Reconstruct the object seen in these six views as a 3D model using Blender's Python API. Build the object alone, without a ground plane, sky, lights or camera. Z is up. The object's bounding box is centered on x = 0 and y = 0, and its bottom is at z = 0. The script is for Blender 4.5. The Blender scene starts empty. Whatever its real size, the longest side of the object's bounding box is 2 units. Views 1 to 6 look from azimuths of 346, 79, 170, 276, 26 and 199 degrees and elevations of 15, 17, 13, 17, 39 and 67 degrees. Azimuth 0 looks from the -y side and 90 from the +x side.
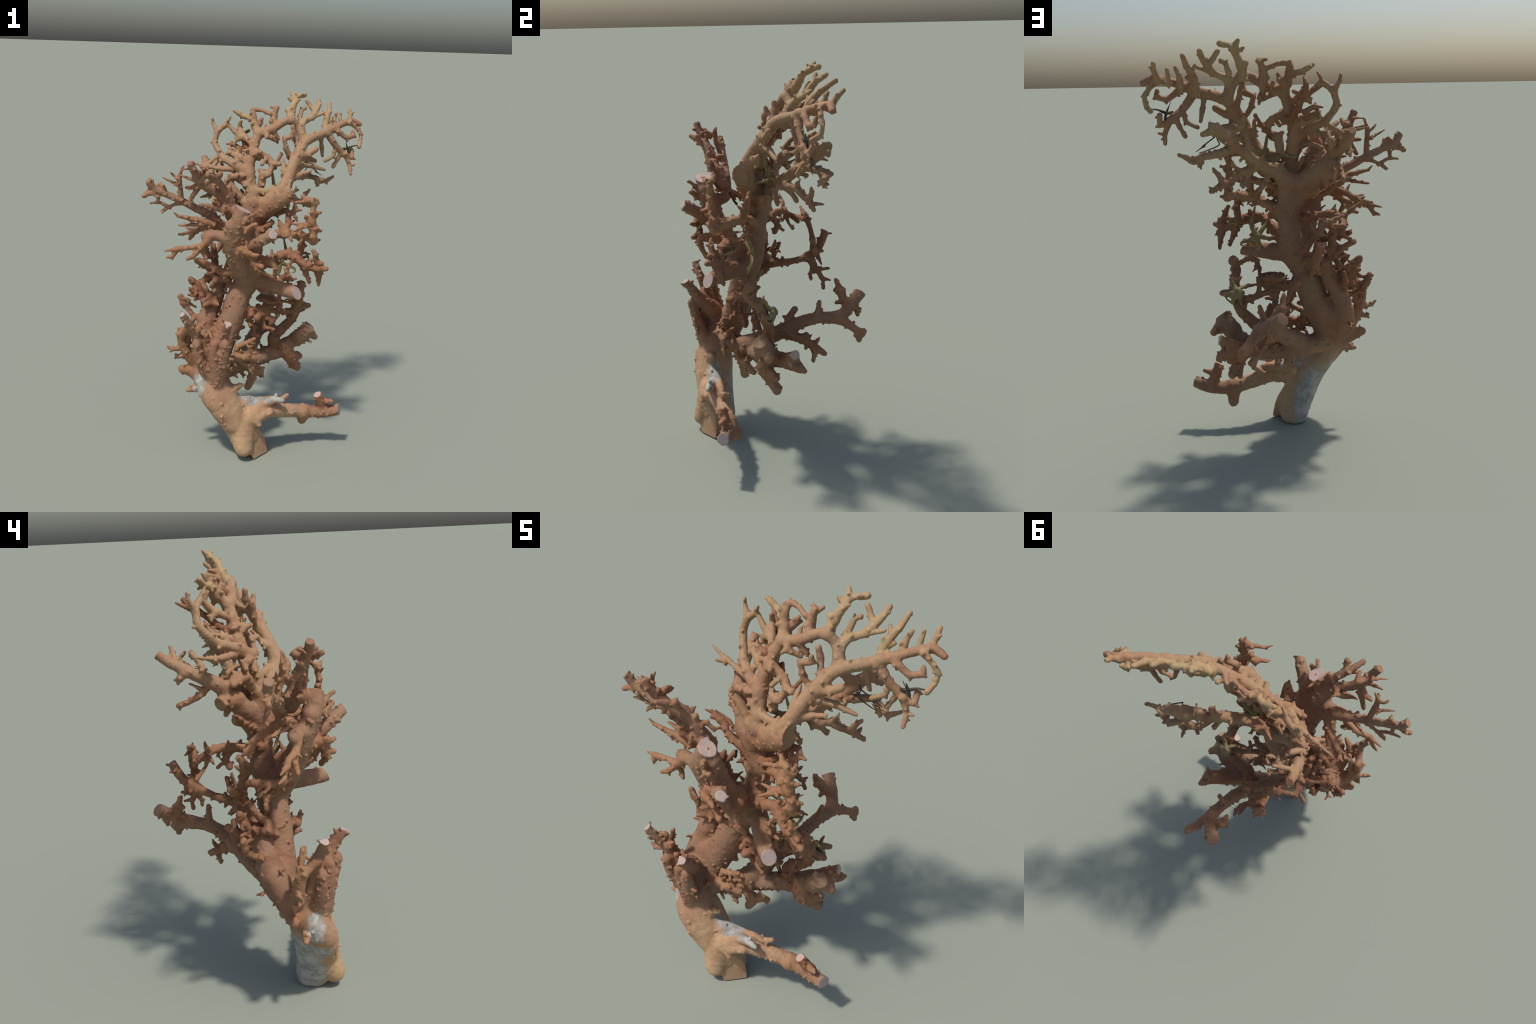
"""A dried bubblegum coral colony with clinging sea stars.

The colony is described limb by limb: every limb is a spine of a few control
points (x, y, z, radius in metres).  The limbs are swept as round tapering rods,
fused with soft fillets into one skin (a distance field that is turned into a
mesh with surface nets), roughened, and then parted again into named branches
that share their border vertices and the normals of the whole body.
"""
import bpy, math, random
import numpy as np

STEP = 0.0033            # mesh cell size of the skin
BAND = 0.024             # reach of the distance field round a limb
rng = np.random.default_rng(7)
LIMBS = []               # the limbs in order of growth


def limb(name, *spine, cut=None, knobs=1.0, tip=0.8, fillet=None):
    """One limb. cut: None = rounded tip, True = sawn square to the axis,
    or a vector = sawn with that face normal."""
    LIMBS.append(dict(name=name, spine=np.array(spine, float), cut=cut, knobs=knobs, fillet=fillet))

limb("trunk", (-0.085, -0.295, 0.020, 0.0680), (-0.100, -0.315, 0.080, 0.0800), (-0.140, -0.330, 0.170, 0.0840), (-0.190, -0.330, 0.275, 0.0800), (-0.250, -0.315, 0.380, 0.0780), (-0.287, -0.260, 0.475, 0.0780), (-0.285, -0.200, 0.560, 0.0680), (-0.270, -0.165, 0.640, 0.0640), knobs=0.25)
limb("trunk_foot", (-0.120, -0.325, 0.160, 0.0660), (-0.070, -0.350, 0.095, 0.0660), (-0.035, -0.378, 0.052, 0.0640), cut=(0.5, -0.7, 0.15), knobs=0)
limb("trunk_foot_knob", (-0.130, -0.345, 0.190, 0.0700), (-0.135, -0.380, 0.110, 0.0580), (-0.130, -0.395, 0.075, 0.0500), knobs=0)
limb("trunk_flank", (-0.200, -0.355, 0.220, 0.0580), (-0.255, -0.355, 0.310, 0.0620), (-0.300, -0.335, 0.380, 0.0660), (-0.340, -0.265, 0.470, 0.0600), (-0.345, -0.200, 0.570, 0.0560), (-0.335, -0.150, 0.660, 0.0480), knobs=0.6)
limb("trunk_back", (-0.095, -0.275, 0.030, 0.0600), (-0.130, -0.285, 0.150, 0.0680), (-0.185, -0.280, 0.270, 0.0660), (-0.245, -0.265, 0.370, 0.0640), knobs=0.1)
limb("right_stem", (-0.250, -0.210, 0.540, 0.0640), (-0.205, -0.168, 0.660, 0.0720), (-0.163, -0.155, 0.760, 0.0720), (-0.115, -0.140, 0.902, 0.0660), (-0.065, -0.115, 0.975, 0.0620), (-0.043, -0.090, 1.087, 0.0540), (-0.031, -0.085, 1.200, 0.0540), (-0.048, -0.068, 1.278, 0.0580), (-0.052, -0.075, 1.350, 0.0540), (-0.042, -0.091, 1.410, 0.0420), knobs=0.9)
limb("left_stem", (-0.310, -0.200, 0.530, 0.0560), (-0.315, -0.135, 0.660, 0.0550), (-0.292, -0.110, 0.760, 0.0500), (-0.241, -0.072, 0.847, 0.0442), (-0.215, -0.037, 0.914, 0.0332), (-0.183, -0.002, 0.952, 0.0241), knobs=0.8)
limb("front_stem", (-0.085, -0.145, 0.950, 0.0620), (-0.128, -0.240, 1.100, 0.0500), (-0.160, -0.290, 1.240, 0.0440), (-0.175, -0.325, 1.345, 0.0430), (-0.150, -0.332, 1.422, 0.0420), cut=(0.42, -0.1, 0.9), knobs=1.3)
limb("front_stem_flank", (-0.102, -0.183, 1.010, 0.0500), (-0.050, -0.190, 1.020, 0.0500), (-0.080, -0.250, 1.120, 0.0430), (-0.110, -0.295, 1.240, 0.0400), (-0.130, -0.330, 1.360, 0.0360), knobs=1.2)
limb("front_stem_flank_left", (-0.150, -0.210, 1.060, 0.0440), (-0.200, -0.275, 1.210, 0.0400), (-0.210, -0.315, 1.330, 0.0340), knobs=1.2)
limb("fan_root_web", (-0.030, -0.095, 1.400, 0.0320), (0.030, -0.115, 1.425, 0.0280), (0.085, -0.140, 1.460, 0.0280), knobs=0.8)
limb("fan_root_web_top", (-0.040, -0.085, 1.470, 0.0240), (0.030, -0.110, 1.475, 0.0140), (0.100, -0.145, 1.490, 0.0240), knobs=0.35)
limb("fan_root_cut", (-0.045, -0.085, 1.330, 0.0460), (0.030, -0.120, 1.375, 0.0420), (0.100, -0.165, 1.430, 0.0380), (0.145, -0.190, 1.480, 0.0370), cut=(0.95, -0.25, 0.15), knobs=1.0)
limb("fan_left_stem", (-0.042, -0.091, 1.410, 0.0360), (-0.053, -0.063, 1.490, 0.0340), (-0.058, -0.030, 1.570, 0.0310), (-0.051, -0.013, 1.620, 0.0290), (-0.032, 0.005, 1.672, 0.0270), (-0.013, 0.017, 1.731, 0.0260), (0.005, 0.036, 1.772, 0.0250), (-0.006, 0.070, 1.816, 0.0200), (-0.013, 0.090, 1.866, 0.0180), (-0.004, 0.118, 1.896, 0.0150), (0.040, 0.106, 1.895, 0.0100), (0.083, 0.080, 1.880, 0.0130), knobs=0.35)
limb("fan_right_stem", (0.030, -0.125, 1.400, 0.0420), (0.083, -0.155, 1.457, 0.0380), (0.121, -0.155, 1.517, 0.0340), (0.156, -0.125, 1.585, 0.0310), (0.191, -0.090, 1.648, 0.0290), (0.231, -0.056, 1.704, 0.0280), (0.270, -0.028, 1.743, 0.0270), (0.351, 0.009, 1.767, 0.0240), (0.435, 0.051, 1.792, 0.0220), (0.497, 0.079, 1.817, 0.0190), (0.579, 0.128, 1.838, 0.0180), (0.612, 0.132, 1.832, 0.0170), (0.640, 0.128, 1.820, 0.0150), knobs=0.3)
limb("cross_limb", (-0.270, -0.230, 0.470, 0.0580), (-0.190, -0.190, 0.468, 0.0520), (-0.080, -0.128, 0.475, 0.0480), (0.050, -0.080, 0.486, 0.0460), (0.150, -0.060, 0.512, 0.0440), (0.235, -0.085, 0.575, 0.0340), (0.260, -0.105, 0.601, 0.0465), (0.306, -0.140, 0.675, 0.0356), cut=True, knobs=1.4)
limb("low_branch", (-0.120, -0.335, 0.220, 0.0588), (-0.092, -0.344, 0.249, 0.0676), (0.016, -0.333, 0.263, 0.0460), (0.145, -0.308, 0.237, 0.0397), (0.277, -0.301, 0.215, 0.0349), (0.376, -0.330, 0.220, 0.0331), (0.440, -0.355, 0.242, 0.0313), cut=True, knobs=1.2)
limb("front_limb", (-0.270, -0.300, 0.470, 0.0538), (-0.324, -0.277, 0.583, 0.0611), (-0.286, -0.330, 0.672, 0.0445), (-0.251, -0.388, 0.751, 0.0283), (-0.243, -0.448, 0.836, 0.0193), cut=True, knobs=1.3)
limb("front_limb_left", (-0.353, -0.297, 0.627, 0.0403), (-0.389, -0.318, 0.723, 0.0281), (-0.441, -0.351, 0.812, 0.0196), (-0.476, -0.369, 0.873, 0.0174), cut=True, knobs=1.3)
limb("front_plate", (-0.269, -0.287, 0.429, 0.0422), (-0.275, -0.345, 0.460, 0.0422), (-0.295, -0.370, 0.560, 0.0317), (-0.305, -0.380, 0.650, 0.0282), (-0.305, -0.385, 0.700, 0.0229), knobs=1.6)
limb("front_plate_left", (-0.320, -0.320, 0.500, 0.0387), (-0.375, -0.345, 0.600, 0.0282), (-0.395, -0.350, 0.690, 0.0255), knobs=1.4)
limb("front_plate_right", (-0.260, -0.360, 0.520, 0.0340), (-0.250, -0.395, 0.620, 0.0272), (-0.250, -0.415, 0.710, 0.0238), knobs=1.4)
limb("back_limb", (-0.100, -0.160, 0.490, 0.0500), (0.007, -0.010, 0.580, 0.0420), (0.090, 0.094, 0.662, 0.0340), (0.135, 0.190, 0.706, 0.0290), (0.175, 0.295, 0.716, 0.0310), (0.150, 0.360, 0.752, 0.0290), (0.118, 0.405, 0.785, 0.0300), (0.095, 0.437, 0.810, 0.0320), cut=True, knobs=0.8)
limb("back_right_arm", (-0.045, -0.065, 1.270, 0.0521), (-0.128, -0.040, 1.333, 0.0428), (-0.167, 0.021, 1.413, 0.0350), (-0.212, 0.065, 1.467, 0.0318), (-0.238, 0.156, 1.520, 0.0256), (-0.248, 0.242, 1.565, 0.0209), (-0.250, 0.300, 1.605, 0.0195), cut=True, knobs=0.3)
limb("back_left_arm", (-0.045, -0.060, 1.270, 0.0504), (0.023, -0.011, 1.406, 0.0280), (0.087, 0.015, 1.425, 0.0263), (0.151, 0.053, 1.463, 0.0252), (0.204, 0.091, 1.506, 0.0234), (0.256, 0.128, 1.546, 0.0221), (0.296, 0.155, 1.585, 0.0309), (0.335, 0.175, 1.615, 0.0259), (0.368, 0.184, 1.629, 0.0230), cut=True, knobs=0.8)
limb("back_web", (-0.150, 0.005, 1.395, 0.0400), (-0.060, -0.012, 1.345, 0.0460), (0.040, 0.000, 1.400, 0.0300), knobs=0.3)
limb("right_loop", (-0.030, -0.090, 1.190, 0.0357), (0.063, -0.132, 1.230, 0.0229), (0.131, -0.203, 1.250, 0.0213), (0.196, -0.268, 1.256, 0.0203), (0.241, -0.345, 1.241, 0.0210), cut=True)
limb("right_low_limb", (-0.040, -0.110, 1.030, 0.0378), (0.061, -0.241, 1.130, 0.0228), (0.116, -0.255, 1.150, 0.0250), (0.157, -0.277, 1.134, 0.0250), (0.195, -0.306, 1.111, 0.0227), (0.246, -0.329, 1.088, 0.0203), (0.302, -0.382, 1.095, 0.0141))
limb("front_left_limb", (-0.166, -0.304, 1.281, 0.0314), (-0.181, -0.264, 1.292, 0.0314), (-0.238, -0.208, 1.297, 0.0273), (-0.296, -0.194, 1.360, 0.0241), (-0.386, -0.186, 1.407, 0.0211), (-0.457, -0.181, 1.444, 0.0186), (-0.528, -0.177, 1.475, 0.0179), (-0.601, -0.175, 1.511, 0.0184), (-0.631, -0.179, 1.554, 0.0196), cut=True, knobs=0.75)
limb("front_upper_limb", (-0.199, -0.275, 1.417, 0.0254), (-0.196, -0.232, 1.366, 0.0314), (-0.231, -0.249, 1.432, 0.0244), (-0.276, -0.265, 1.492, 0.0208), (-0.339, -0.278, 1.531, 0.0218), (-0.381, -0.295, 1.574, 0.0228), (-0.409, -0.317, 1.620, 0.0192), (-0.435, -0.327, 1.666, 0.0191), cut=True, knobs=0.75)
limb("front_inner_limb", (-0.158, -0.330, 1.398, 0.0254), (-0.199, -0.275, 1.417, 0.0254), (-0.218, -0.286, 1.475, 0.0220), (-0.253, -0.294, 1.531, 0.0183), (-0.291, -0.309, 1.572, 0.0181), (-0.324, -0.339, 1.594, 0.0147), (-0.350, -0.370, 1.608, 0.0118), knobs=0.75)
limb("front_white_limb", (-0.195, -0.287, 1.252, 0.0369), (-0.262, -0.269, 1.267, 0.0284), (-0.316, -0.252, 1.270, 0.0263), (-0.338, -0.248, 1.265, 0.0223), knobs=0.75)
limb("front_white_stub", (-0.134, -0.278, 1.181, 0.0344), (-0.088, -0.363, 1.244, 0.0323), (-0.045, -0.421, 1.287, 0.0291), (-0.021, -0.458, 1.315, 0.0238), cut=True, knobs=1.2)
limb("right_cut_stub", (-0.060, -0.120, 0.985, 0.0554), (0.010, -0.185, 0.975, 0.0454), (0.075, -0.280, 0.965, 0.0386), (0.133, -0.348, 0.959, 0.0358), (0.150, -0.367, 0.959, 0.0348), cut=(0.5, -0.72, 0.45), knobs=0.1)
limb("left_back_limb", (-0.211, -0.036, 0.904, 0.0250), (-0.150, 0.029, 0.930, 0.0224), (-0.109, 0.124, 0.947, 0.0171), (-0.085, 0.199, 0.976, 0.0192), (-0.086, 0.252, 1.009, 0.0213), (-0.099, 0.285, 1.058, 0.0211), (-0.107, 0.305, 1.103, 0.0198), cut=True)
limb("left_top_limb", (-0.077, -0.092, 1.163, 0.0240), (-0.124, -0.046, 1.167, 0.0229), (-0.166, 0.008, 1.186, 0.0208), (-0.216, 0.068, 1.199, 0.0176), (-0.245, 0.110, 1.191, 0.0164), (-0.252, 0.144, 1.165, 0.0125), (-0.237, 0.183, 1.131, 0.0126))
limb("star_limb", (0.134, -0.063, 0.508, 0.0360), (0.113, -0.067, 0.591, 0.0360), (0.162, -0.073, 0.651, 0.0284), (0.213, -0.077, 0.703, 0.0264), (0.233, -0.100, 0.772, 0.0262), (0.238, -0.123, 0.833, 0.0244), (0.221, -0.184, 0.899, 0.0227), (0.242, -0.158, 0.955, 0.0228), cut=True)
limb("behind_fan_limb", (-0.050, -0.040, 1.550, 0.0194), (-0.032, 0.017, 1.646, 0.0170), (-0.047, 0.075, 1.694, 0.0149), (-0.066, 0.126, 1.740, 0.0133), (-0.066, 0.180, 1.776, 0.0131), (-0.065, 0.213, 1.806, 0.0092))
limb("cross_limb_end", (0.130, -0.060, 0.505, 0.0460), (0.235, -0.000, 0.530, 0.0380), (0.315, 0.030, 0.555, 0.0320), cut=(0.9, 0.15, 0.5), knobs=0.2)
limb("front_white_stub_root", (-0.130, -0.250, 1.160, 0.0420), (-0.156, -0.362, 1.204, 0.0185), (-0.111, -0.391, 1.190, 0.0132), (-0.088, -0.414, 1.194, 0.0090), knobs=0.75)
limb("right_mid_limb", (-0.080, -0.220, 1.110, 0.0420), (-0.030, -0.310, 1.130, 0.0294), (0.001, -0.372, 1.140, 0.0184), (0.018, -0.385, 1.113, 0.0131), (0.024, -0.356, 1.051, 0.0118))
limb("low_branch_lump", (0.239, -0.302, 0.220, 0.0417), (0.247, -0.262, 0.147, 0.0264), knobs=0.9)
limb("front_left_lump", (-0.387, -0.233, 0.488, 0.0403), (-0.454, -0.231, 0.503, 0.0226), knobs=0.75)
limb("cross_twig_b", (0.175, -0.067, 0.531, 0.0392), (0.200, -0.102, 0.485, 0.0392), (0.239, -0.074, 0.431, 0.0270), (0.272, -0.051, 0.383, 0.0227))
limb("front_left_ring", (-0.344, -0.213, 0.551, 0.0367), (-0.395, -0.237, 0.564, 0.0367), (-0.451, -0.257, 0.654, 0.0249), (-0.465, -0.269, 0.719, 0.0222), (-0.457, -0.266, 0.742, 0.0209), knobs=0.75)
limb("low_crust_back", (-0.115, -0.332, 0.322, 0.0337), (-0.033, -0.315, 0.313, 0.0242), (0.057, -0.311, 0.316, 0.0171), (0.092, -0.312, 0.308, 0.0120), knobs=0)
limb("back_right_arm_cut", (-0.169, -0.003, 1.398, 0.0324), (-0.201, 0.034, 1.397, 0.0322), (-0.236, 0.058, 1.389, 0.0292), cut=True, knobs=0.8)
limb("cross_limb_horn", (0.270, 0.010, 0.530, 0.0320), (0.325, 0.050, 0.525, 0.0260), (0.350, 0.075, 0.515, 0.0140))
limb("cross_limb_knob", (0.298, -0.121, 0.643, 0.0318), (0.352, -0.104, 0.595, 0.0193))
limb("back_right_arm_cut_b", (-0.101, -0.049, 1.286, 0.0315), (-0.146, -0.005, 1.302, 0.0283), knobs=0.8)
limb("back_low_twig", (0.061, 0.039, 0.609, 0.0311), (0.130, 0.105, 0.597, 0.0236), (0.161, 0.152, 0.575, 0.0211), (0.181, 0.183, 0.556, 0.0170), (0.213, 0.215, 0.536, 0.0140), knobs=0.8)
limb("fan_outer_stem", (-0.064, -0.044, 1.556, 0.0311), (-0.123, -0.015, 1.602, 0.0226), (-0.179, 0.047, 1.630, 0.0200), (-0.202, 0.088, 1.664, 0.0178), (-0.222, 0.127, 1.712, 0.0167), (-0.210, 0.137, 1.772, 0.0167), (-0.227, 0.158, 1.813, 0.0092), (-0.232, 0.163, 1.845, 0.0069), knobs=0.4)
limb("low_crust", (-0.155, -0.325, 0.340, 0.0240), (-0.098, -0.337, 0.293, 0.0304), (-0.024, -0.347, 0.306, 0.0304), (0.043, -0.368, 0.338, 0.0199), (0.089, -0.383, 0.338, 0.0118), knobs=0)
limb("cross_limb_end_lip", (0.270, 0.015, 0.555, 0.0300), (0.315, 0.028, 0.585, 0.0260), (0.335, 0.032, 0.605, 0.0200), cut=(0.95, 0.1, 0.35))
limb("back_limb_fork", (0.175, 0.290, 0.715, 0.0300), (0.215, 0.335, 0.690, 0.0230), (0.245, 0.365, 0.670, 0.0200), (0.272, 0.392, 0.652, 0.0200), knobs=0.8)
limb("fan_arch", (0.005, 0.029, 1.774, 0.0249), (0.080, 0.022, 1.798, 0.0231), (0.138, 0.030, 1.832, 0.0214), (0.190, 0.034, 1.849, 0.0215), (0.232, 0.038, 1.817, 0.0216), (0.254, 0.022, 1.777, 0.0252), (0.261, 0.006, 1.734, 0.0288), knobs=0.15)
limb("cross_twig_c", (0.219, -0.088, 0.480, 0.0286), (0.278, -0.055, 0.458, 0.0196))
limb("left_thin_limb", (-0.050, -0.085, 1.200, 0.0286), (-0.130, -0.070, 1.250, 0.0184), (-0.199, -0.056, 1.281, 0.0169), (-0.250, -0.027, 1.318, 0.0143), (-0.291, -0.016, 1.344, 0.0116), (-0.339, -0.023, 1.362, 0.0053))
limb("low_branch_stub", (0.350, -0.316, 0.243, 0.0279), (0.305, -0.343, 0.339, 0.0231), cut=True, knobs=0.9)
limb("mid_twig", (-0.141, -0.148, 0.826, 0.0272), (-0.059, -0.164, 0.800, 0.0272), (-0.005, -0.185, 0.795, 0.0196), (0.029, -0.215, 0.775, 0.0179), (0.056, -0.243, 0.767, 0.0107))
limb("low_horn", (-0.244, -0.316, 0.370, 0.0267), (-0.188, -0.331, 0.404, 0.0267), (-0.135, -0.332, 0.426, 0.0110), knobs=0.9)
limb("cross_twig", (-0.100, -0.160, 0.490, 0.0259), (-0.046, -0.190, 0.466, 0.0259), (-0.038, -0.170, 0.393, 0.0233), (-0.059, -0.163, 0.335, 0.0220))
limb("fan_curl", (-0.033, 0.004, 1.670, 0.0247), (-0.008, -0.022, 1.670, 0.0247), (0.040, -0.031, 1.652, 0.0159), (0.068, -0.053, 1.616, 0.0177), (0.050, -0.074, 1.560, 0.0106), knobs=0.35)
limb("fan_stub", (0.212, -0.082, 1.662, 0.0247), (0.261, -0.080, 1.672, 0.0195), (0.311, -0.079, 1.701, 0.0160), knobs=0.35)
limb("low_tuft_b", (-0.070, -0.388, 0.235, 0.0239), (-0.046, -0.402, 0.211, 0.0152), knobs=0.9)
limb("front_cluster", (-0.247, -0.207, 0.547, 0.0224), (-0.208, -0.261, 0.551, 0.0224), (-0.155, -0.279, 0.564, 0.0238), (-0.100, -0.285, 0.571, 0.0209), (-0.048, -0.273, 0.554, 0.0162), knobs=0.75)
limb("fan_low_web", (0.037, -0.074, 1.558, 0.0165), (0.018, -0.061, 1.560, 0.0237), (0.009, -0.056, 1.493, 0.0211), knobs=0.35)
limb("back_limb_twig", (0.140, 0.374, 0.762, 0.0236), (0.116, 0.344, 0.780, 0.0236), (0.081, 0.337, 0.826, 0.0212), (0.067, 0.313, 0.883, 0.0081), knobs=0.8)
limb("left_back_limb_drop", (-0.085, 0.202, 0.978, 0.0194), (-0.064, 0.214, 0.959, 0.0235), (-0.028, 0.221, 0.933, 0.0173), (0.005, 0.237, 0.913, 0.0131), (0.030, 0.252, 0.876, 0.0108), (0.044, 0.253, 0.833, 0.0084))
limb("fan_arch_knob", (0.106, 0.065, 1.834, 0.0162), (0.107, 0.074, 1.809, 0.0234), (0.106, 0.083, 1.853, 0.0198), (0.116, 0.085, 1.906, 0.0151), (0.097, 0.118, 1.915, 0.0065), knobs=0.35)
limb("back_left_arm_horn", (0.295, 0.142, 1.582, 0.0233), (0.231, 0.144, 1.622, 0.0183), (0.220, 0.162, 1.643, 0.0148), (0.212, 0.180, 1.661, 0.0124), knobs=0.8)
limb("right_dark_bar", (-0.049, -0.070, 1.297, 0.0232), (0.011, -0.085, 1.299, 0.0232), (0.064, -0.075, 1.340, 0.0182), (0.113, -0.085, 1.348, 0.0168), (0.148, -0.091, 1.360, 0.0153))
limb("fan_side_rib", (-0.057, -0.107, 1.362, 0.0230), (-0.107, -0.067, 1.428, 0.0209), (-0.159, -0.049, 1.491, 0.0188), (-0.219, -0.003, 1.465, 0.0128), knobs=0.35)
limb("mid_twig_d", (-0.009, -0.136, 0.862, 0.0116), (0.017, -0.114, 0.857, 0.0228), (0.070, -0.129, 0.849, 0.0173), (0.108, -0.178, 0.823, 0.0127))
limb("left_riser", (-0.203, -0.016, 0.946, 0.0227), (-0.233, -0.016, 1.014, 0.0226), (-0.243, -0.030, 1.071, 0.0190), (-0.252, -0.048, 1.118, 0.0149), (-0.248, -0.025, 1.157, 0.0118))
limb("left_twig", (-0.256, -0.083, 0.822, 0.0225), (-0.258, -0.146, 0.851, 0.0225), (-0.294, -0.101, 0.903, 0.0153), (-0.319, -0.070, 0.953, 0.0154), (-0.300, -0.060, 0.968, 0.0127), (-0.261, -0.060, 0.966, 0.0108))
limb("back_spike", (0.135, 0.195, 0.706, 0.0220), (0.161, 0.200, 0.801, 0.0113), knobs=0.8)
limb("fan_droop", (0.411, 0.039, 1.785, 0.0218), (0.419, 0.034, 1.767, 0.0218), (0.460, 0.032, 1.712, 0.0183), (0.509, 0.043, 1.666, 0.0177), (0.543, 0.043, 1.640, 0.0166), (0.573, 0.044, 1.638, 0.0130), (0.572, 0.067, 1.679, 0.0130), knobs=0.35)
limb("fan_outer_back", (-0.058, -0.001, 1.622, 0.0217), (-0.108, 0.043, 1.647, 0.0194), (-0.147, 0.076, 1.659, 0.0146), (-0.142, 0.102, 1.694, 0.0049), knobs=0.35)
limb("back_left_low", (0.133, 0.042, 1.452, 0.0217), (0.162, 0.026, 1.419, 0.0217), (0.222, 0.070, 1.414, 0.0179), (0.261, 0.099, 1.380, 0.0165), (0.317, 0.117, 1.359, 0.0145), (0.361, 0.119, 1.337, 0.0110), knobs=0.8)
limb("star_limb_peg", (0.243, -0.109, 0.788, 0.0216), (0.302, -0.109, 0.795, 0.0158))
limb("fan_crown", (0.195, 0.034, 1.846, 0.0215), (0.192, 0.055, 1.844, 0.0216), (0.205, 0.080, 1.899, 0.0198), (0.235, 0.103, 1.947, 0.0163), (0.237, 0.134, 1.969, 0.0153), (0.225, 0.160, 1.996, 0.0091), knobs=0.35)
limb("fan_stem_knob", (-0.006, 0.069, 1.815, 0.0201), (0.006, 0.084, 1.806, 0.0215), (0.032, 0.104, 1.828, 0.0180), (0.043, 0.105, 1.851, 0.0086), knobs=0.35)
limb("fan_side_rib_b", (-0.169, -0.040, 1.489, 0.0214), (-0.180, -0.011, 1.498, 0.0168), (-0.203, 0.018, 1.467, 0.0122), knobs=0.35)
limb("low_tuft", (-0.041, -0.385, 0.245, 0.0213), (0.018, -0.372, 0.269, 0.0214), knobs=0.9)
limb("fan_prong", (0.185, -0.096, 1.637, 0.0212), (0.205, -0.087, 1.621, 0.0212), (0.288, -0.065, 1.608, 0.0161), (0.375, -0.059, 1.582, 0.0079), knobs=0.35)
limb("right_loop_riser", (0.238, -0.339, 1.242, 0.0209), (0.232, -0.346, 1.262, 0.0212), (0.236, -0.338, 1.300, 0.0193), (0.229, -0.341, 1.353, 0.0174), (0.221, -0.350, 1.400, 0.0142), (0.229, -0.345, 1.435, 0.0142), (0.218, -0.349, 1.462, 0.0152), (0.188, -0.333, 1.469, 0.0142), (0.170, -0.313, 1.491, 0.0055), knobs=0.7)
limb("back_right_arm_lip", (-0.254, 0.196, 1.524, 0.0212), (-0.258, 0.215, 1.501, 0.0137), (-0.264, 0.220, 1.484, 0.0063), knobs=0.8)
limb("mid_twig_c", (-0.025, -0.176, 0.801, 0.0212), (0.037, -0.157, 0.810, 0.0181), (0.072, -0.142, 0.817, 0.0147))
limb("fan_prong_b", (0.146, -0.134, 1.565, 0.0211), (0.168, -0.124, 1.549, 0.0211), (0.224, -0.122, 1.569, 0.0141), (0.273, -0.123, 1.587, 0.0078), knobs=0.35)
limb("front_white_knee", (-0.306, -0.267, 1.265, 0.0210), (-0.341, -0.260, 1.224, 0.0186), (-0.365, -0.254, 1.197, 0.0160), cut=True, knobs=0.75)
limb("left_twig_b", (-0.268, -0.134, 0.865, 0.0206), (-0.306, -0.150, 0.852, 0.0209), (-0.324, -0.047, 0.868, 0.0155), (-0.350, -0.034, 0.902, 0.0155), (-0.362, -0.008, 0.928, 0.0098), (-0.378, -0.016, 0.936, 0.0087))
limb("front_left_ring_b", (-0.463, -0.269, 0.718, 0.0209), (-0.439, -0.341, 0.781, 0.0206), knobs=0.75)
limb("left_dark_limb", (-0.150, -0.210, 1.060, 0.0207), (-0.204, -0.186, 1.033, 0.0207), (-0.253, -0.128, 1.044, 0.0185), (-0.298, -0.090, 1.062, 0.0178), (-0.336, -0.055, 1.080, 0.0144))
limb("front_limb_knobs", (-0.391, -0.332, 0.763, 0.0207), (-0.351, -0.356, 0.819, 0.0084), knobs=0.75)
limb("right_low_limb_link", (0.157, -0.277, 1.134, 0.0206), (0.197, -0.221, 1.145, 0.0206), (0.201, -0.253, 1.192, 0.0165), (0.197, -0.256, 1.232, 0.0178))
limb("back_left_long", (0.246, 0.121, 1.538, 0.0200), (0.265, 0.115, 1.520, 0.0200), (0.359, 0.191, 1.505, 0.0154), (0.418, 0.157, 1.491, 0.0135), (0.452, 0.131, 1.483, 0.0129), (0.500, 0.145, 1.509, 0.0062), knobs=0.8)
limb("back_spur", (0.075, 0.075, 0.647, 0.0200), (0.061, 0.058, 0.683, 0.0200), (0.053, 0.095, 0.732, 0.0172), knobs=0.8)
limb("star_limb_cross_b", (0.220, -0.096, 0.766, 0.0178), (0.171, -0.097, 0.759, 0.0165), (0.115, -0.111, 0.773, 0.0159), (0.059, -0.124, 0.784, 0.0152), (0.036, -0.148, 0.814, 0.0167), (-0.034, -0.238, 0.783, 0.0199))
limb("front_left_peg", (-0.325, -0.292, 0.436, 0.0198), (-0.379, -0.280, 0.403, 0.0198), (-0.428, -0.280, 0.395, 0.0117), knobs=0.75)
limb("fan_yellow_fork", (0.254, 0.032, 1.800, 0.0198), (0.271, 0.059, 1.834, 0.0181), (0.326, 0.086, 1.857, 0.0153), (0.360, 0.106, 1.894, 0.0154), (0.381, 0.127, 1.924, 0.0139), (0.394, 0.168, 1.952, 0.0111), knobs=0.35)
limb("left_twig_d", (-0.299, -0.061, 0.841, 0.0137), (-0.302, -0.038, 0.820, 0.0198), (-0.297, 0.010, 0.852, 0.0174), (-0.286, 0.021, 0.894, 0.0106))
limb("front_web", (-0.290, -0.324, 0.663, 0.0198), (-0.328, -0.321, 0.681, 0.0198), (-0.341, -0.347, 0.741, 0.0142), knobs=0.75)
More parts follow.
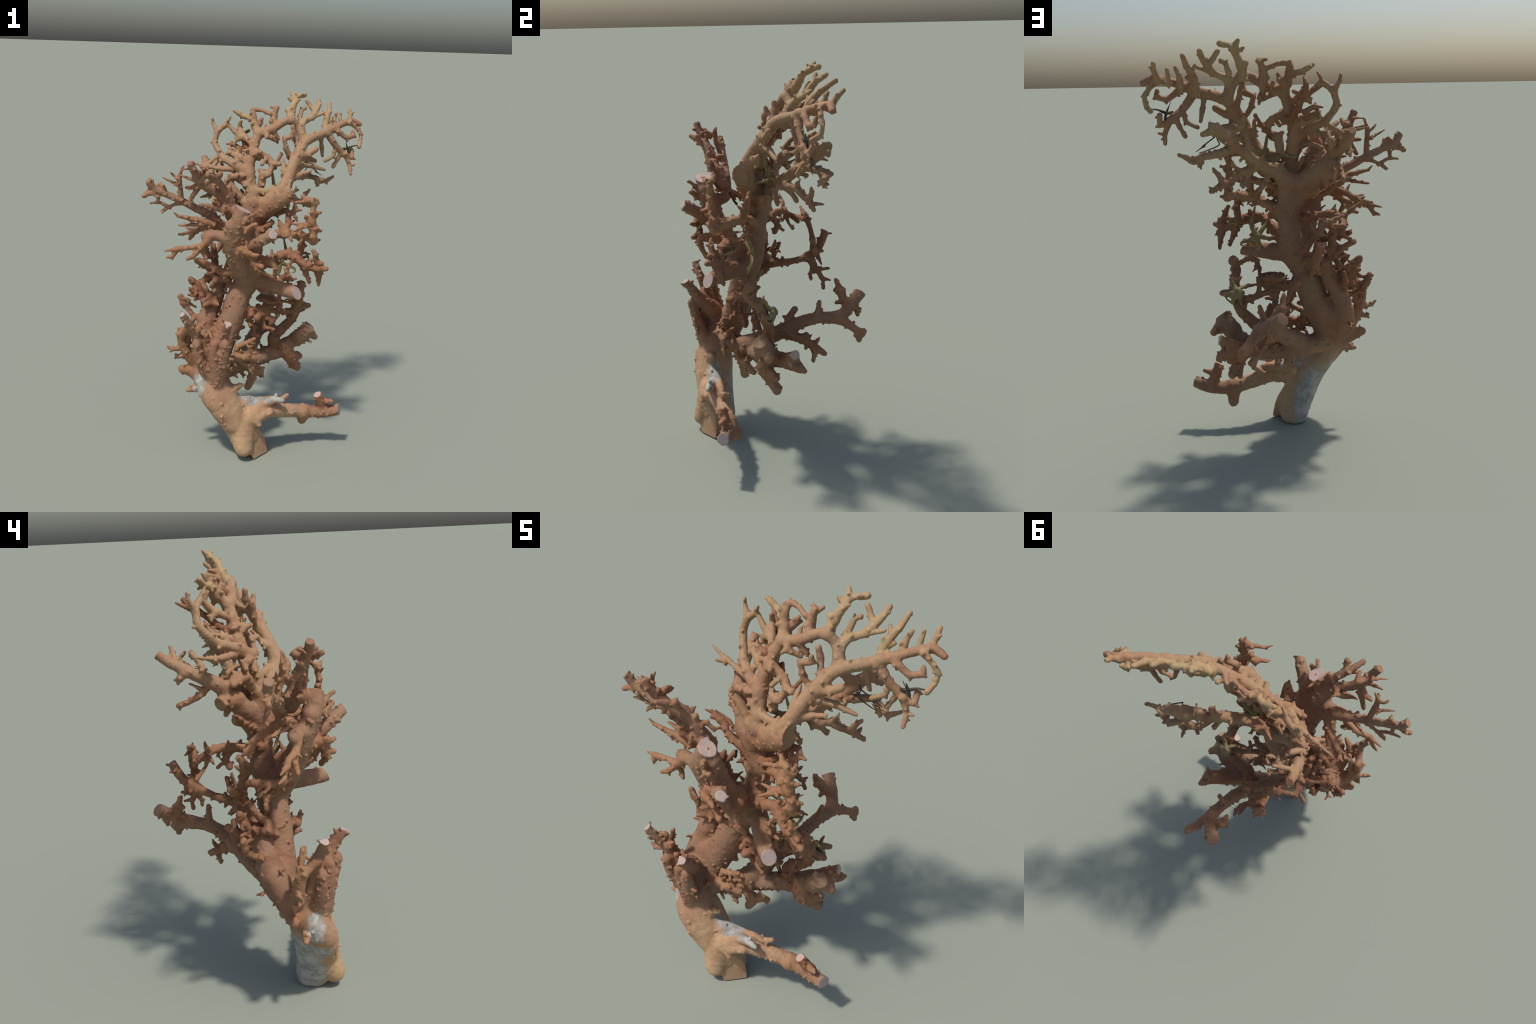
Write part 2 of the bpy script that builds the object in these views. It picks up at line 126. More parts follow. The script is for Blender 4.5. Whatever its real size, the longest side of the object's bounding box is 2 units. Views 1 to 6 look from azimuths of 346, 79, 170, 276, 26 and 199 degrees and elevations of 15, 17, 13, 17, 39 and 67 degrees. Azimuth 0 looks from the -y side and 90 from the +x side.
limb("right_curl", (0.063, -0.263, 0.967, 0.0193), (0.097, -0.244, 1.010, 0.0193), (0.116, -0.293, 1.044, 0.0150), (0.104, -0.292, 1.073, 0.0104), (0.118, -0.303, 1.087, 0.0078))
limb("right_dark_antler", (0.118, -0.188, 1.255, 0.0192), (0.139, -0.171, 1.294, 0.0179), (0.144, -0.159, 1.342, 0.0151), (0.139, -0.147, 1.379, 0.0105))
limb("behind_fan_knob", (-0.026, 0.017, 1.643, 0.0190), (0.001, 0.034, 1.639, 0.0142), (0.005, 0.039, 1.659, 0.0088))
limb("cross_twig_e", (-0.041, -0.179, 0.426, 0.0190), (0.012, -0.169, 0.434, 0.0190), (0.028, -0.126, 0.382, 0.0159))
limb("front_limb_horn", (-0.264, -0.403, 0.646, 0.0188), (-0.236, -0.399, 0.623, 0.0145), (-0.205, -0.412, 0.617, 0.0082), knobs=0.75)
limb("front_low_prong", (-0.274, -0.199, 1.336, 0.0187), (-0.290, -0.234, 1.328, 0.0187), (-0.363, -0.229, 1.346, 0.0159), (-0.446, -0.229, 1.364, 0.0108), (-0.477, -0.226, 1.370, 0.0075), (-0.500, -0.229, 1.389, 0.0050), knobs=0.75)
limb("fan_outer_prong", (-0.131, -0.007, 1.606, 0.0186), (-0.137, -0.001, 1.579, 0.0186), (-0.229, 0.051, 1.579, 0.0116), (-0.304, 0.086, 1.591, 0.0096), (-0.373, 0.120, 1.607, 0.0043), knobs=0.35)
limb("fan_back_rib", (-0.054, -0.058, 1.503, 0.0185), (-0.080, -0.069, 1.505, 0.0185), (-0.131, -0.037, 1.536, 0.0124), knobs=0.35)
limb("fan_outer_prong_c", (-0.133, -0.057, 1.548, 0.0181), (-0.110, -0.063, 1.551, 0.0184), (-0.159, -0.048, 1.546, 0.0155), (-0.191, -0.054, 1.525, 0.0094), knobs=0.35)
limb("fan_finger", (0.416, 0.042, 1.786, 0.0183), (0.409, 0.063, 1.776, 0.0183), (0.415, 0.085, 1.837, 0.0165), (0.450, 0.134, 1.889, 0.0155), (0.469, 0.190, 1.932, 0.0105), knobs=0.35)
limb("fan_outer_prong_d", (-0.129, -0.038, 1.535, 0.0126), (-0.133, -0.057, 1.548, 0.0181), (-0.171, -0.051, 1.543, 0.0122), knobs=0.35)
limb("back_limb_knob_b", (0.267, 0.385, 0.655, 0.0181), (0.268, 0.407, 0.665, 0.0153), knobs=0.8)
limb("back_left_arm_spur", (0.358, 0.182, 1.609, 0.0180), (0.392, 0.179, 1.596, 0.0123), knobs=0.8)
limb("right_dark_peg", (-0.039, -0.077, 1.239, 0.0180), (-0.001, -0.123, 1.257, 0.0180), (0.035, -0.125, 1.282, 0.0180), (0.063, -0.127, 1.300, 0.0137))
limb("back_right_twig", (-0.220, 0.092, 1.483, 0.0180), (-0.208, 0.110, 1.458, 0.0180), (-0.232, 0.134, 1.433, 0.0147), (-0.234, 0.179, 1.406, 0.0118), (-0.225, 0.232, 1.386, 0.0124), knobs=0.8)
limb("fan_crown_knob", (0.210, 0.076, 1.894, 0.0180), (0.186, 0.087, 1.900, 0.0144), knobs=0.35)
limb("right_dark_antler_tine_d", (0.109, -0.180, 1.254, 0.0179), (0.103, -0.157, 1.292, 0.0137), (0.090, -0.146, 1.320, 0.0042))
limb("fan_thumb", (-0.017, 0.091, 1.851, 0.0179), (-0.061, 0.120, 1.861, 0.0162), (-0.111, 0.131, 1.889, 0.0115), knobs=0.35)
limb("front_limb_nub", (-0.284, -0.349, 0.721, 0.0179), (-0.314, -0.338, 0.772, 0.0077), knobs=0.75)
limb("cross_twig_d", (0.223, -0.082, 0.440, 0.0178), (0.234, -0.023, 0.377, 0.0112))
limb("right_low_limb_drop_b", (0.274, -0.336, 1.080, 0.0177), (0.274, -0.331, 1.053, 0.0178), (0.284, -0.326, 1.022, 0.0143), (0.290, -0.306, 0.981, 0.0097))
limb("left_dark_limb_b", (-0.210, -0.179, 1.034, 0.0177), (-0.192, -0.155, 0.987, 0.0177), (-0.242, -0.121, 0.988, 0.0161), (-0.272, -0.095, 1.013, 0.0162), (-0.294, -0.093, 1.004, 0.0086))
limb("right_low_limb_riser", (0.264, -0.346, 1.090, 0.0177), (0.274, -0.336, 1.080, 0.0177), (0.263, -0.346, 1.121, 0.0176), (0.247, -0.355, 1.164, 0.0148), (0.234, -0.349, 1.196, 0.0086))
limb("front_dark_antler", (-0.261, -0.202, 1.322, 0.0176), (-0.277, -0.160, 1.299, 0.0176), (-0.337, -0.100, 1.268, 0.0171), (-0.368, -0.077, 1.246, 0.0158), (-0.392, -0.072, 1.205, 0.0088), knobs=0.75)
limb("back_left_arm_spike", (0.199, 0.088, 1.502, 0.0176), (0.187, 0.086, 1.519, 0.0176), (0.192, 0.089, 1.548, 0.0152), (0.198, 0.092, 1.577, 0.0139), knobs=0.8)
limb("fan_stem_hidden", (-0.036, 0.020, 1.721, 0.0165), (-0.064, 0.077, 1.752, 0.0174), (-0.083, 0.121, 1.795, 0.0133), (-0.080, 0.103, 1.836, 0.0094), knobs=0.35)
limb("low_branch_stub_spur", (0.335, -0.329, 0.288, 0.0173), (0.391, -0.361, 0.299, 0.0114), knobs=0.9)
limb("left_arch", (-0.086, 0.234, 0.997, 0.0172), (-0.028, 0.215, 1.030, 0.0172), (-0.060, 0.222, 1.075, 0.0139), (-0.097, 0.219, 1.121, 0.0139), (-0.146, 0.207, 1.175, 0.0154), (-0.237, 0.198, 1.213, 0.0078))
limb("left_twig_c", (-0.296, -0.114, 0.744, 0.0163), (-0.358, -0.096, 0.754, 0.0163), (-0.398, -0.044, 0.790, 0.0128), (-0.431, -0.037, 0.850, 0.0172), (-0.436, -0.037, 0.867, 0.0127))
limb("low_leaf", (0.082, -0.320, 0.250, 0.0172), (0.084, -0.296, 0.284, 0.0172), (0.140, -0.304, 0.330, 0.0106), knobs=0.9)
limb("front_mid_prong", (-0.203, -0.277, 1.427, 0.0171), (-0.248, -0.284, 1.411, 0.0171), (-0.288, -0.281, 1.421, 0.0137), (-0.331, -0.274, 1.433, 0.0115), (-0.375, -0.270, 1.440, 0.0046), knobs=0.75)
limb("back_low_twig_tine_b", (0.130, 0.102, 0.596, 0.0171), (0.131, 0.139, 0.616, 0.0141), knobs=0.8)
limb("front_cut_stub_b", (-0.126, -0.324, 1.338, 0.0170), (-0.138, -0.369, 1.323, 0.0170), (-0.114, -0.395, 1.351, 0.0149), (-0.103, -0.406, 1.357, 0.0114), knobs=0.75)
limb("back_low_twig_tine", (0.168, 0.160, 0.567, 0.0170), (0.181, 0.168, 0.532, 0.0140), (0.192, 0.161, 0.490, 0.0095), knobs=0.8)
limb("front_limb_twig", (-0.453, -0.259, 0.662, 0.0170), (-0.426, -0.257, 0.668, 0.0170), (-0.415, -0.269, 0.751, 0.0132), (-0.397, -0.273, 0.811, 0.0091), knobs=0.75)
limb("right_loop_prong", (0.218, -0.345, 1.340, 0.0170), (0.172, -0.339, 1.328, 0.0148), (0.140, -0.350, 1.338, 0.0086), (0.104, -0.350, 1.346, 0.0034))
limb("fan_finger_e", (0.575, 0.135, 1.830, 0.0168), (0.591, 0.162, 1.872, 0.0135), (0.592, 0.189, 1.899, 0.0113), knobs=0.35)
limb("back_limb_knob", (0.268, 0.388, 0.655, 0.0167), (0.269, 0.377, 0.641, 0.0167), (0.276, 0.379, 0.621, 0.0138), knobs=0.8)
limb("fan_finger_c", (0.482, 0.072, 1.811, 0.0166), (0.476, 0.096, 1.798, 0.0166), (0.484, 0.134, 1.845, 0.0134), (0.499, 0.147, 1.884, 0.0089), knobs=0.35)
limb("behind_fan_dark", (0.050, -0.074, 1.560, 0.0106), (0.037, -0.074, 1.558, 0.0165), (0.093, -0.038, 1.612, 0.0110), (0.133, -0.011, 1.667, 0.0091))
limb("fan_crown_hook", (0.237, 0.136, 1.967, 0.0153), (0.269, 0.140, 1.977, 0.0128), (0.303, 0.156, 1.981, 0.0165), knobs=0.35)
limb("right_low_limb_drop", (0.208, -0.312, 1.105, 0.0164), (0.202, -0.302, 1.083, 0.0164), (0.224, -0.303, 1.033, 0.0128), (0.237, -0.302, 0.997, 0.0097))
limb("left_twig_e", (-0.221, -0.016, 0.987, 0.0163), (-0.241, -0.010, 0.978, 0.0163), (-0.286, 0.009, 1.021, 0.0148), (-0.336, 0.021, 1.050, 0.0140))
limb("fan_inner_curl", (0.258, 0.061, 1.819, 0.0163), (0.264, 0.099, 1.858, 0.0131), (0.277, 0.112, 1.896, 0.0117), (0.299, 0.115, 1.913, 0.0102), knobs=0.35)
limb("fan_arch_knob_c", (0.119, 0.027, 1.821, 0.0162), (0.104, 0.070, 1.836, 0.0162), (0.085, 0.079, 1.837, 0.0108), knobs=0.35)
limb("front_cluster_arch", (-0.161, -0.277, 0.563, 0.0161), (-0.156, -0.256, 0.574, 0.0161), (-0.148, -0.253, 0.623, 0.0152), (-0.100, -0.263, 0.648, 0.0125), (-0.056, -0.268, 0.670, 0.0106), knobs=0.75)
limb("front_white_finger", (-0.361, -0.255, 1.211, 0.0160), (-0.420, -0.229, 1.196, 0.0125), (-0.480, -0.228, 1.193, 0.0146), (-0.517, -0.216, 1.184, 0.0085), (-0.549, -0.204, 1.177, 0.0037), knobs=0.75)
limb("fan_stem_spur", (-0.033, 0.004, 1.668, 0.0159), (-0.061, -0.003, 1.681, 0.0159), (-0.084, 0.009, 1.682, 0.0085), knobs=0.35)
limb("fan_arch_spur", (0.043, 0.025, 1.786, 0.0159), (0.047, -0.008, 1.765, 0.0159), (0.101, 0.008, 1.736, 0.0078), knobs=0.35)
limb("fan_hook", (0.194, -0.087, 1.652, 0.0149), (0.177, -0.069, 1.654, 0.0149), (0.144, -0.064, 1.703, 0.0134), (0.131, -0.065, 1.753, 0.0126), (0.173, -0.058, 1.771, 0.0158), (0.175, -0.065, 1.797, 0.0084), knobs=0.35)
limb("back_left_cut", (0.040, 0.000, 1.400, 0.0158), (0.077, -0.009, 1.386, 0.0158), (0.093, -0.005, 1.351, 0.0158), (0.116, -0.001, 1.317, 0.0115), knobs=0.8)
limb("left_twig_g", (-0.241, -0.072, 0.847, 0.0136), (-0.278, -0.054, 0.861, 0.0136), (-0.328, -0.027, 0.919, 0.0157), (-0.379, -0.017, 0.958, 0.0135))
limb("back_limb_tine", (0.139, 0.401, 0.759, 0.0156), (0.156, 0.408, 0.710, 0.0109), knobs=0.8)
limb("front_white_stub_twig", (-0.140, -0.368, 1.197, 0.0156), (-0.107, -0.372, 1.164, 0.0132), (-0.099, -0.370, 1.138, 0.0155), (-0.071, -0.379, 1.109, 0.0139), (-0.034, -0.368, 1.078, 0.0107), (0.027, -0.354, 1.045, 0.0089), knobs=0.75)
limb("left_top_limb_drop", (-0.179, 0.023, 1.189, 0.0156), (-0.172, 0.032, 1.171, 0.0156), (-0.171, 0.055, 1.136, 0.0145), (-0.172, 0.040, 1.097, 0.0128))
limb("horizontal_twig", (-0.164, -0.151, 0.650, 0.0155), (-0.119, -0.170, 0.645, 0.0118))
limb("front_white_stub_twig_knob", (-0.084, -0.374, 1.139, 0.0155), (-0.063, -0.409, 1.130, 0.0139), knobs=0.75)
limb("fan_mid_curl", (0.464, 0.064, 1.804, 0.0154), (0.476, 0.051, 1.789, 0.0154), (0.536, 0.054, 1.750, 0.0155), (0.580, 0.065, 1.759, 0.0148), (0.579, 0.072, 1.787, 0.0089), knobs=0.35)
limb("fan_droop_tail", (0.527, 0.043, 1.653, 0.0155), (0.527, 0.028, 1.654, 0.0155), (0.551, 0.025, 1.598, 0.0111), (0.553, -0.004, 1.548, 0.0096), knobs=0.35)
limb("front_upper_limb_knob", (-0.398, -0.306, 1.599, 0.0154), (-0.356, -0.261, 1.607, 0.0128), (-0.353, -0.289, 1.627, 0.0098), knobs=0.75)
limb("mid_twig_b", (-0.046, -0.169, 0.799, 0.0144), (-0.063, -0.211, 0.793, 0.0144), (-0.067, -0.174, 0.748, 0.0154), (-0.041, -0.174, 0.711, 0.0146), (-0.032, -0.152, 0.654, 0.0147), (-0.003, -0.160, 0.643, 0.0128))
limb("fan_side_rib_c", (-0.157, -0.043, 1.499, 0.0153), (-0.153, -0.040, 1.548, 0.0092), knobs=0.35)
limb("front_left_antler", (-0.464, -0.181, 1.447, 0.0152), (-0.460, -0.194, 1.459, 0.0152), (-0.465, -0.210, 1.514, 0.0137), (-0.473, -0.222, 1.560, 0.0129), (-0.467, -0.221, 1.593, 0.0099), (-0.449, -0.220, 1.636, 0.0040), knobs=0.75)
limb("front_left_limb_knuckle", (-0.545, -0.177, 1.488, 0.0152), (-0.552, -0.182, 1.516, 0.0130), (-0.566, -0.171, 1.533, 0.0100), knobs=0.75)
limb("fan_outer_tine", (-0.207, 0.142, 1.773, 0.0151), (-0.167, 0.127, 1.808, 0.0129), (-0.138, 0.103, 1.859, 0.0050), knobs=0.35)
limb("right_curl_b", (0.104, -0.259, 1.016, 0.0151), (0.133, -0.287, 1.016, 0.0128), (0.164, -0.303, 1.023, 0.0061))
limb("fan_stem_hidden_b", (-0.088, 0.087, 1.749, 0.0150), (-0.121, 0.105, 1.783, 0.0133), (-0.145, 0.119, 1.810, 0.0094), knobs=0.35)
limb("fan_stem_hidden_c", (-0.068, 0.078, 1.750, 0.0150), (-0.101, 0.092, 1.734, 0.0133), (-0.109, 0.090, 1.720, 0.0073), knobs=0.35)
limb("front_upper_limb_tine_b", (-0.363, -0.287, 1.555, 0.0149), (-0.378, -0.287, 1.540, 0.0149), (-0.399, -0.258, 1.528, 0.0136), (-0.440, -0.241, 1.525, 0.0083), knobs=0.75)
limb("left_twig_f", (-0.241, -0.010, 0.978, 0.0149), (-0.251, -0.006, 0.960, 0.0149), (-0.268, 0.024, 0.931, 0.0118), (-0.293, 0.039, 0.929, 0.0051))
limb("fan_club", (0.210, -0.052, 1.709, 0.0142), (0.200, -0.027, 1.763, 0.0135), (0.187, -0.026, 1.818, 0.0149), knobs=0.35)
limb("front_left_ring_spur_b", (-0.425, -0.248, 0.611, 0.0148), (-0.460, -0.246, 0.590, 0.0148), (-0.484, -0.241, 0.584, 0.0124), (-0.492, -0.236, 0.597, 0.0070), knobs=0.75)
limb("pale_flap", (-0.143, -0.156, 0.951, 0.0123), (-0.158, -0.131, 0.942, 0.0147), (-0.178, -0.109, 0.950, 0.0097), (-0.184, -0.106, 0.934, 0.0083), (-0.195, -0.107, 0.897, 0.0069))
limb("front_left_ring_spur", (-0.451, -0.257, 0.654, 0.0147), (-0.478, -0.255, 0.637, 0.0147), (-0.516, -0.267, 0.638, 0.0129), (-0.541, -0.266, 0.658, 0.0055), knobs=0.75)
limb("left_riser_b", (-0.183, -0.002, 0.952, 0.0147), (-0.174, 0.026, 0.958, 0.0147), (-0.155, 0.051, 1.012, 0.0111), (-0.146, 0.059, 1.043, 0.0084))
limb("right_loop_knob_c", (0.235, -0.338, 1.308, 0.0147), (0.246, -0.350, 1.309, 0.0147), (0.276, -0.336, 1.295, 0.0069))
limb("front_white_finger_c", (-0.365, -0.254, 1.197, 0.0147), (-0.355, -0.241, 1.188, 0.0147), (-0.340, -0.247, 1.163, 0.0132), (-0.332, -0.255, 1.142, 0.0102), knobs=0.75)
limb("right_loop_prong_c", (0.206, -0.347, 1.352, 0.0146), (0.188, -0.340, 1.376, 0.0132))
limb("back_left_low_tine", (0.306, 0.110, 1.371, 0.0145), (0.321, 0.119, 1.404, 0.0117), (0.347, 0.111, 1.440, 0.0063), knobs=0.8)
limb("mid_twig_e", (0.002, -0.194, 0.784, 0.0145), (0.017, -0.217, 0.718, 0.0126), (0.061, -0.250, 0.714, 0.0086))
limb("front_limb_horn_b", (-0.274, -0.391, 0.594, 0.0145), (-0.236, -0.399, 0.579, 0.0096), (-0.207, -0.394, 0.546, 0.0076), knobs=0.75)
limb("front_left_limb_stub", (-0.593, -0.175, 1.507, 0.0144), (-0.602, -0.179, 1.489, 0.0144), (-0.628, -0.174, 1.482, 0.0130), (-0.653, -0.178, 1.471, 0.0115), knobs=0.75)
limb("back_right_nub", (-0.196, 0.028, 1.397, 0.0144), (-0.190, 0.032, 1.368, 0.0144), (-0.191, 0.040, 1.336, 0.0100), knobs=0.8)
limb("front_cluster_low", (-0.141, -0.281, 0.566, 0.0144), (-0.134, -0.264, 0.534, 0.0144), (-0.094, -0.273, 0.518, 0.0126), (-0.073, -0.271, 0.486, 0.0097), (-0.063, -0.270, 0.462, 0.0073), knobs=0.75)
limb("front_cut_stub", (-0.157, -0.356, 1.349, 0.0143), (-0.137, -0.385, 1.387, 0.0114), (-0.122, -0.418, 1.414, 0.0090), cut=True, knobs=0.75)
limb("front_upper_limb_tine_c", (-0.394, -0.264, 1.530, 0.0139), (-0.382, -0.259, 1.522, 0.0143), (-0.401, -0.246, 1.486, 0.0122), (-0.418, -0.227, 1.455, 0.0100), knobs=0.75)
limb("back_right_fringe", (-0.191, 0.045, 1.442, 0.0143), (-0.163, 0.033, 1.476, 0.0143), (-0.174, 0.027, 1.508, 0.0099), (-0.154, 0.011, 1.520, 0.0100), (-0.124, -0.007, 1.530, 0.0100), knobs=0.8)
limb("fan_arch_spur_b", (0.090, 0.015, 1.785, 0.0130), (0.110, 0.024, 1.756, 0.0143), (0.122, 0.049, 1.720, 0.0079), knobs=0.35)
limb("left_riser_link", (-0.248, -0.035, 1.096, 0.0142), (-0.205, -0.008, 1.153, 0.0120))
limb("behind_fan_tine_d", (-0.108, 0.043, 1.647, 0.0142), (-0.088, 0.073, 1.656, 0.0142), (-0.130, 0.097, 1.673, 0.0127), (-0.142, 0.124, 1.656, 0.0095))
limb("back_left_long_drop", (0.399, 0.168, 1.495, 0.0141), (0.391, 0.150, 1.504, 0.0142), (0.408, 0.156, 1.464, 0.0115), (0.405, 0.173, 1.442, 0.0031), knobs=0.8)
limb("back_right_nub_b", (-0.187, 0.017, 1.397, 0.0142), (-0.185, 0.018, 1.365, 0.0142), (-0.195, 0.039, 1.336, 0.0094), knobs=0.8)
limb("back_limb_twig_b", (0.083, 0.349, 0.830, 0.0142), (0.075, 0.305, 0.827, 0.0088), knobs=0.8)
limb("back_left_low_stub", (0.171, 0.036, 1.404, 0.0142), (0.193, 0.055, 1.382, 0.0127), (0.207, 0.074, 1.349, 0.0121), knobs=0.8)
limb("fan_curl_b", (0.066, -0.051, 1.618, 0.0141), (0.102, -0.080, 1.619, 0.0127), knobs=0.35)
limb("behind_fan_tine_c", (-0.100, 0.080, 1.660, 0.0138), (-0.083, 0.095, 1.679, 0.0141), (-0.120, 0.117, 1.705, 0.0103), (-0.155, 0.144, 1.702, 0.0047))
limb("fan_outer_prong_b", (-0.277, 0.074, 1.587, 0.0103), (-0.282, 0.065, 1.581, 0.0141), (-0.315, 0.053, 1.585, 0.0075), knobs=0.35)
limb("fan_end_curl", (0.557, 0.115, 1.832, 0.0141), (0.569, 0.095, 1.830, 0.0141), (0.609, 0.086, 1.801, 0.0111), (0.636, 0.087, 1.764, 0.0112), (0.631, 0.081, 1.724, 0.0104), (0.613, 0.047, 1.698, 0.0118), knobs=0.35)
limb("cross_hole_spike", (0.073, -0.101, 0.661, 0.0096), (0.077, -0.120, 0.661, 0.0141), (0.059, -0.131, 0.712, 0.0088))
limb("back_right_inner", (-0.231, 0.133, 1.506, 0.0140), (-0.244, 0.113, 1.534, 0.0140), (-0.222, 0.143, 1.579, 0.0139), (-0.198, 0.170, 1.602, 0.0095), knobs=0.8)
limb("fan_spine", (0.149, -0.131, 1.572, 0.0140), (0.127, -0.113, 1.576, 0.0140), (0.130, -0.053, 1.644, 0.0071), knobs=0.35)
limb("fan_droop_tine", (0.506, 0.041, 1.662, 0.0140), (0.485, 0.047, 1.623, 0.0111), (0.462, 0.050, 1.580, 0.0093), knobs=0.35)
limb("fan_crown_spur", (0.224, 0.120, 1.954, 0.0138), (0.197, 0.123, 1.965, 0.0072), knobs=0.35)
limb("left_twig_h", (-0.255, -0.083, 0.823, 0.0137), (-0.291, -0.064, 0.836, 0.0137), (-0.343, -0.042, 0.868, 0.0136), (-0.389, -0.023, 0.866, 0.0070))
limb("right_loop_hook", (0.196, -0.337, 1.464, 0.0136), (0.162, -0.349, 1.459, 0.0105), (0.122, -0.359, 1.458, 0.0078), (0.088, -0.372, 1.475, 0.0031))
limb("left_riser_tine", (-0.248, -0.039, 1.094, 0.0134), (-0.272, -0.034, 1.091, 0.0134), (-0.293, -0.031, 1.140, 0.0103), (-0.295, -0.027, 1.172, 0.0086))
limb("right_low_limb_knob", (0.262, -0.343, 1.116, 0.0134), (0.280, -0.372, 1.125, 0.0111))
limb("star_limb_cross", (0.229, -0.175, 0.920, 0.0121), (0.206, -0.173, 0.928, 0.0121), (0.155, -0.179, 0.949, 0.0128), (0.118, -0.190, 0.933, 0.0134), (0.100, -0.195, 0.880, 0.0098))
limb("front_inner_limb_tine", (-0.282, -0.321, 1.572, 0.0113), (-0.281, -0.345, 1.611, 0.0134), knobs=0.75)
limb("front_white_finger_b", (-0.373, -0.249, 1.187, 0.0132), (-0.400, -0.260, 1.157, 0.0124), (-0.435, -0.266, 1.145, 0.0084), knobs=0.75)
limb("right_loop_prong_b", (0.164, -0.342, 1.330, 0.0132), (0.168, -0.354, 1.328, 0.0132), (0.136, -0.368, 1.315, 0.0076), (0.104, -0.385, 1.307, 0.0037))
limb("left_back_limb_drop_tine_c", (-0.025, 0.216, 0.927, 0.0132), (-0.019, 0.200, 0.898, 0.0101), (-0.010, 0.200, 0.869, 0.0068))
limb("right_loop_knob_b", (0.232, -0.342, 1.436, 0.0131), (0.242, -0.352, 1.468, 0.0101))
limb("star_limb_cross_f", (0.037, -0.157, 0.810, 0.0131), (0.038, -0.121, 0.777, 0.0131), (0.037, -0.109, 0.725, 0.0124), (0.065, -0.102, 0.673, 0.0100), (0.084, -0.099, 0.645, 0.0091))
limb("fan_drop", (0.365, 0.016, 1.771, 0.0130), (0.371, 0.020, 1.742, 0.0130), (0.381, 0.028, 1.689, 0.0131), (0.390, 0.038, 1.647, 0.0081), knobs=0.35)
limb("front_upper_limb_spike", (-0.277, -0.265, 1.492, 0.0131), (-0.280, -0.224, 1.502, 0.0131), (-0.323, -0.236, 1.482, 0.0116), (-0.366, -0.254, 1.473, 0.0047), knobs=0.75)
limb("back_right_comb", (-0.046, -0.085, 1.386, 0.0117), (-0.073, -0.045, 1.401, 0.0117), (-0.087, -0.030, 1.436, 0.0131), (-0.095, -0.015, 1.467, 0.0067), knobs=0.8)
limb("front_inner_limb_knob", (-0.220, -0.290, 1.501, 0.0129), (-0.221, -0.291, 1.536, 0.0114), knobs=0.75)
limb("right_dark_antler_tine", (0.148, -0.157, 1.352, 0.0129), (0.173, -0.158, 1.370, 0.0121), (0.182, -0.153, 1.397, 0.0105))
limb("fan_yellow_tine", (0.356, 0.108, 1.890, 0.0128), (0.335, 0.128, 1.918, 0.0117), (0.313, 0.140, 1.951, 0.0103), knobs=0.35)
limb("left_twig_b_tine", (-0.348, -0.040, 0.868, 0.0127), (-0.348, -0.038, 0.886, 0.0127), (-0.382, -0.028, 0.893, 0.0098))
limb("left_twig_c_tine_b", (-0.427, -0.039, 0.821, 0.0127), (-0.390, -0.047, 0.822, 0.0078), (-0.352, -0.054, 0.800, 0.0065))
limb("horizontal_peg", (-0.157, -0.158, 0.693, 0.0127), (-0.095, -0.162, 0.702, 0.0118))
limb("mid_twig_f", (0.054, -0.241, 0.768, 0.0114), (0.049, -0.242, 0.757, 0.0126), (0.085, -0.250, 0.799, 0.0073))
limb("left_dark_limb_c", (-0.254, -0.114, 0.991, 0.0106), (-0.263, -0.120, 0.962, 0.0106), (-0.276, -0.123, 0.941, 0.0125))
limb("back_right_arm_tine", (-0.235, 0.143, 1.512, 0.0125), (-0.193, 0.153, 1.517, 0.0125), (-0.166, 0.227, 1.566, 0.0108), (-0.160, 0.204, 1.598, 0.0078), knobs=0.8)
limb("front_cluster_loop", (-0.110, -0.283, 0.573, 0.0125), (-0.047, -0.259, 0.582, 0.0086), (-0.044, -0.242, 0.607, 0.0086), (-0.069, -0.216, 0.603, 0.0107), knobs=0.75)
limb("left_thin_limb_tine", (-0.235, -0.026, 1.314, 0.0125), (-0.281, -0.028, 1.337, 0.0106), (-0.302, -0.035, 1.340, 0.0085))
limb("behind_fan_tine", (-0.071, 0.156, 1.756, 0.0125), (-0.108, 0.197, 1.781, 0.0093), (-0.136, 0.228, 1.800, 0.0057))
limb("fan_outer_spur", (-0.119, -0.012, 1.604, 0.0123), (-0.116, 0.043, 1.631, 0.0103), (-0.148, 0.117, 1.682, 0.0054), knobs=0.35)
limb("back_right_arm_horn", (-0.248, 0.239, 1.563, 0.0122), (-0.231, 0.232, 1.580, 0.0122), (-0.191, 0.250, 1.607, 0.0093), (-0.163, 0.261, 1.623, 0.0085), knobs=0.8)
limb("front_inner_twig", (-0.226, -0.288, 1.488, 0.0122), (-0.210, -0.285, 1.498, 0.0122), (-0.187, -0.268, 1.496, 0.0100), (-0.160, -0.257, 1.467, 0.0093), (-0.143, -0.229, 1.463, 0.0037), knobs=0.75)
limb("fan_arch_knob_d", (0.061, 0.023, 1.792, 0.0122), (0.066, 0.055, 1.789, 0.0122), (0.062, 0.088, 1.817, 0.0072), knobs=0.35)
limb("star_limb_cross_c", (0.122, -0.112, 0.781, 0.0121), (0.113, -0.119, 0.818, 0.0105), (0.121, -0.129, 0.857, 0.0088))
limb("left_twig_i", (-0.354, -0.042, 0.885, 0.0121), (-0.387, -0.042, 0.912, 0.0063))
limb("fan_curl_c", (0.038, -0.040, 1.650, 0.0120), (0.008, -0.066, 1.616, 0.0120), knobs=0.35)
limb("left_arch_link", (-0.144, 0.207, 1.173, 0.0118), (-0.146, 0.194, 1.168, 0.0118), (-0.244, 0.176, 1.160, 0.0104), (-0.239, 0.134, 1.179, 0.0104))
limb("left_back_limb_drop_tine_d", (-0.086, 0.238, 1.000, 0.0118), (-0.073, 0.256, 0.970, 0.0118), (-0.058, 0.270, 0.931, 0.0051))
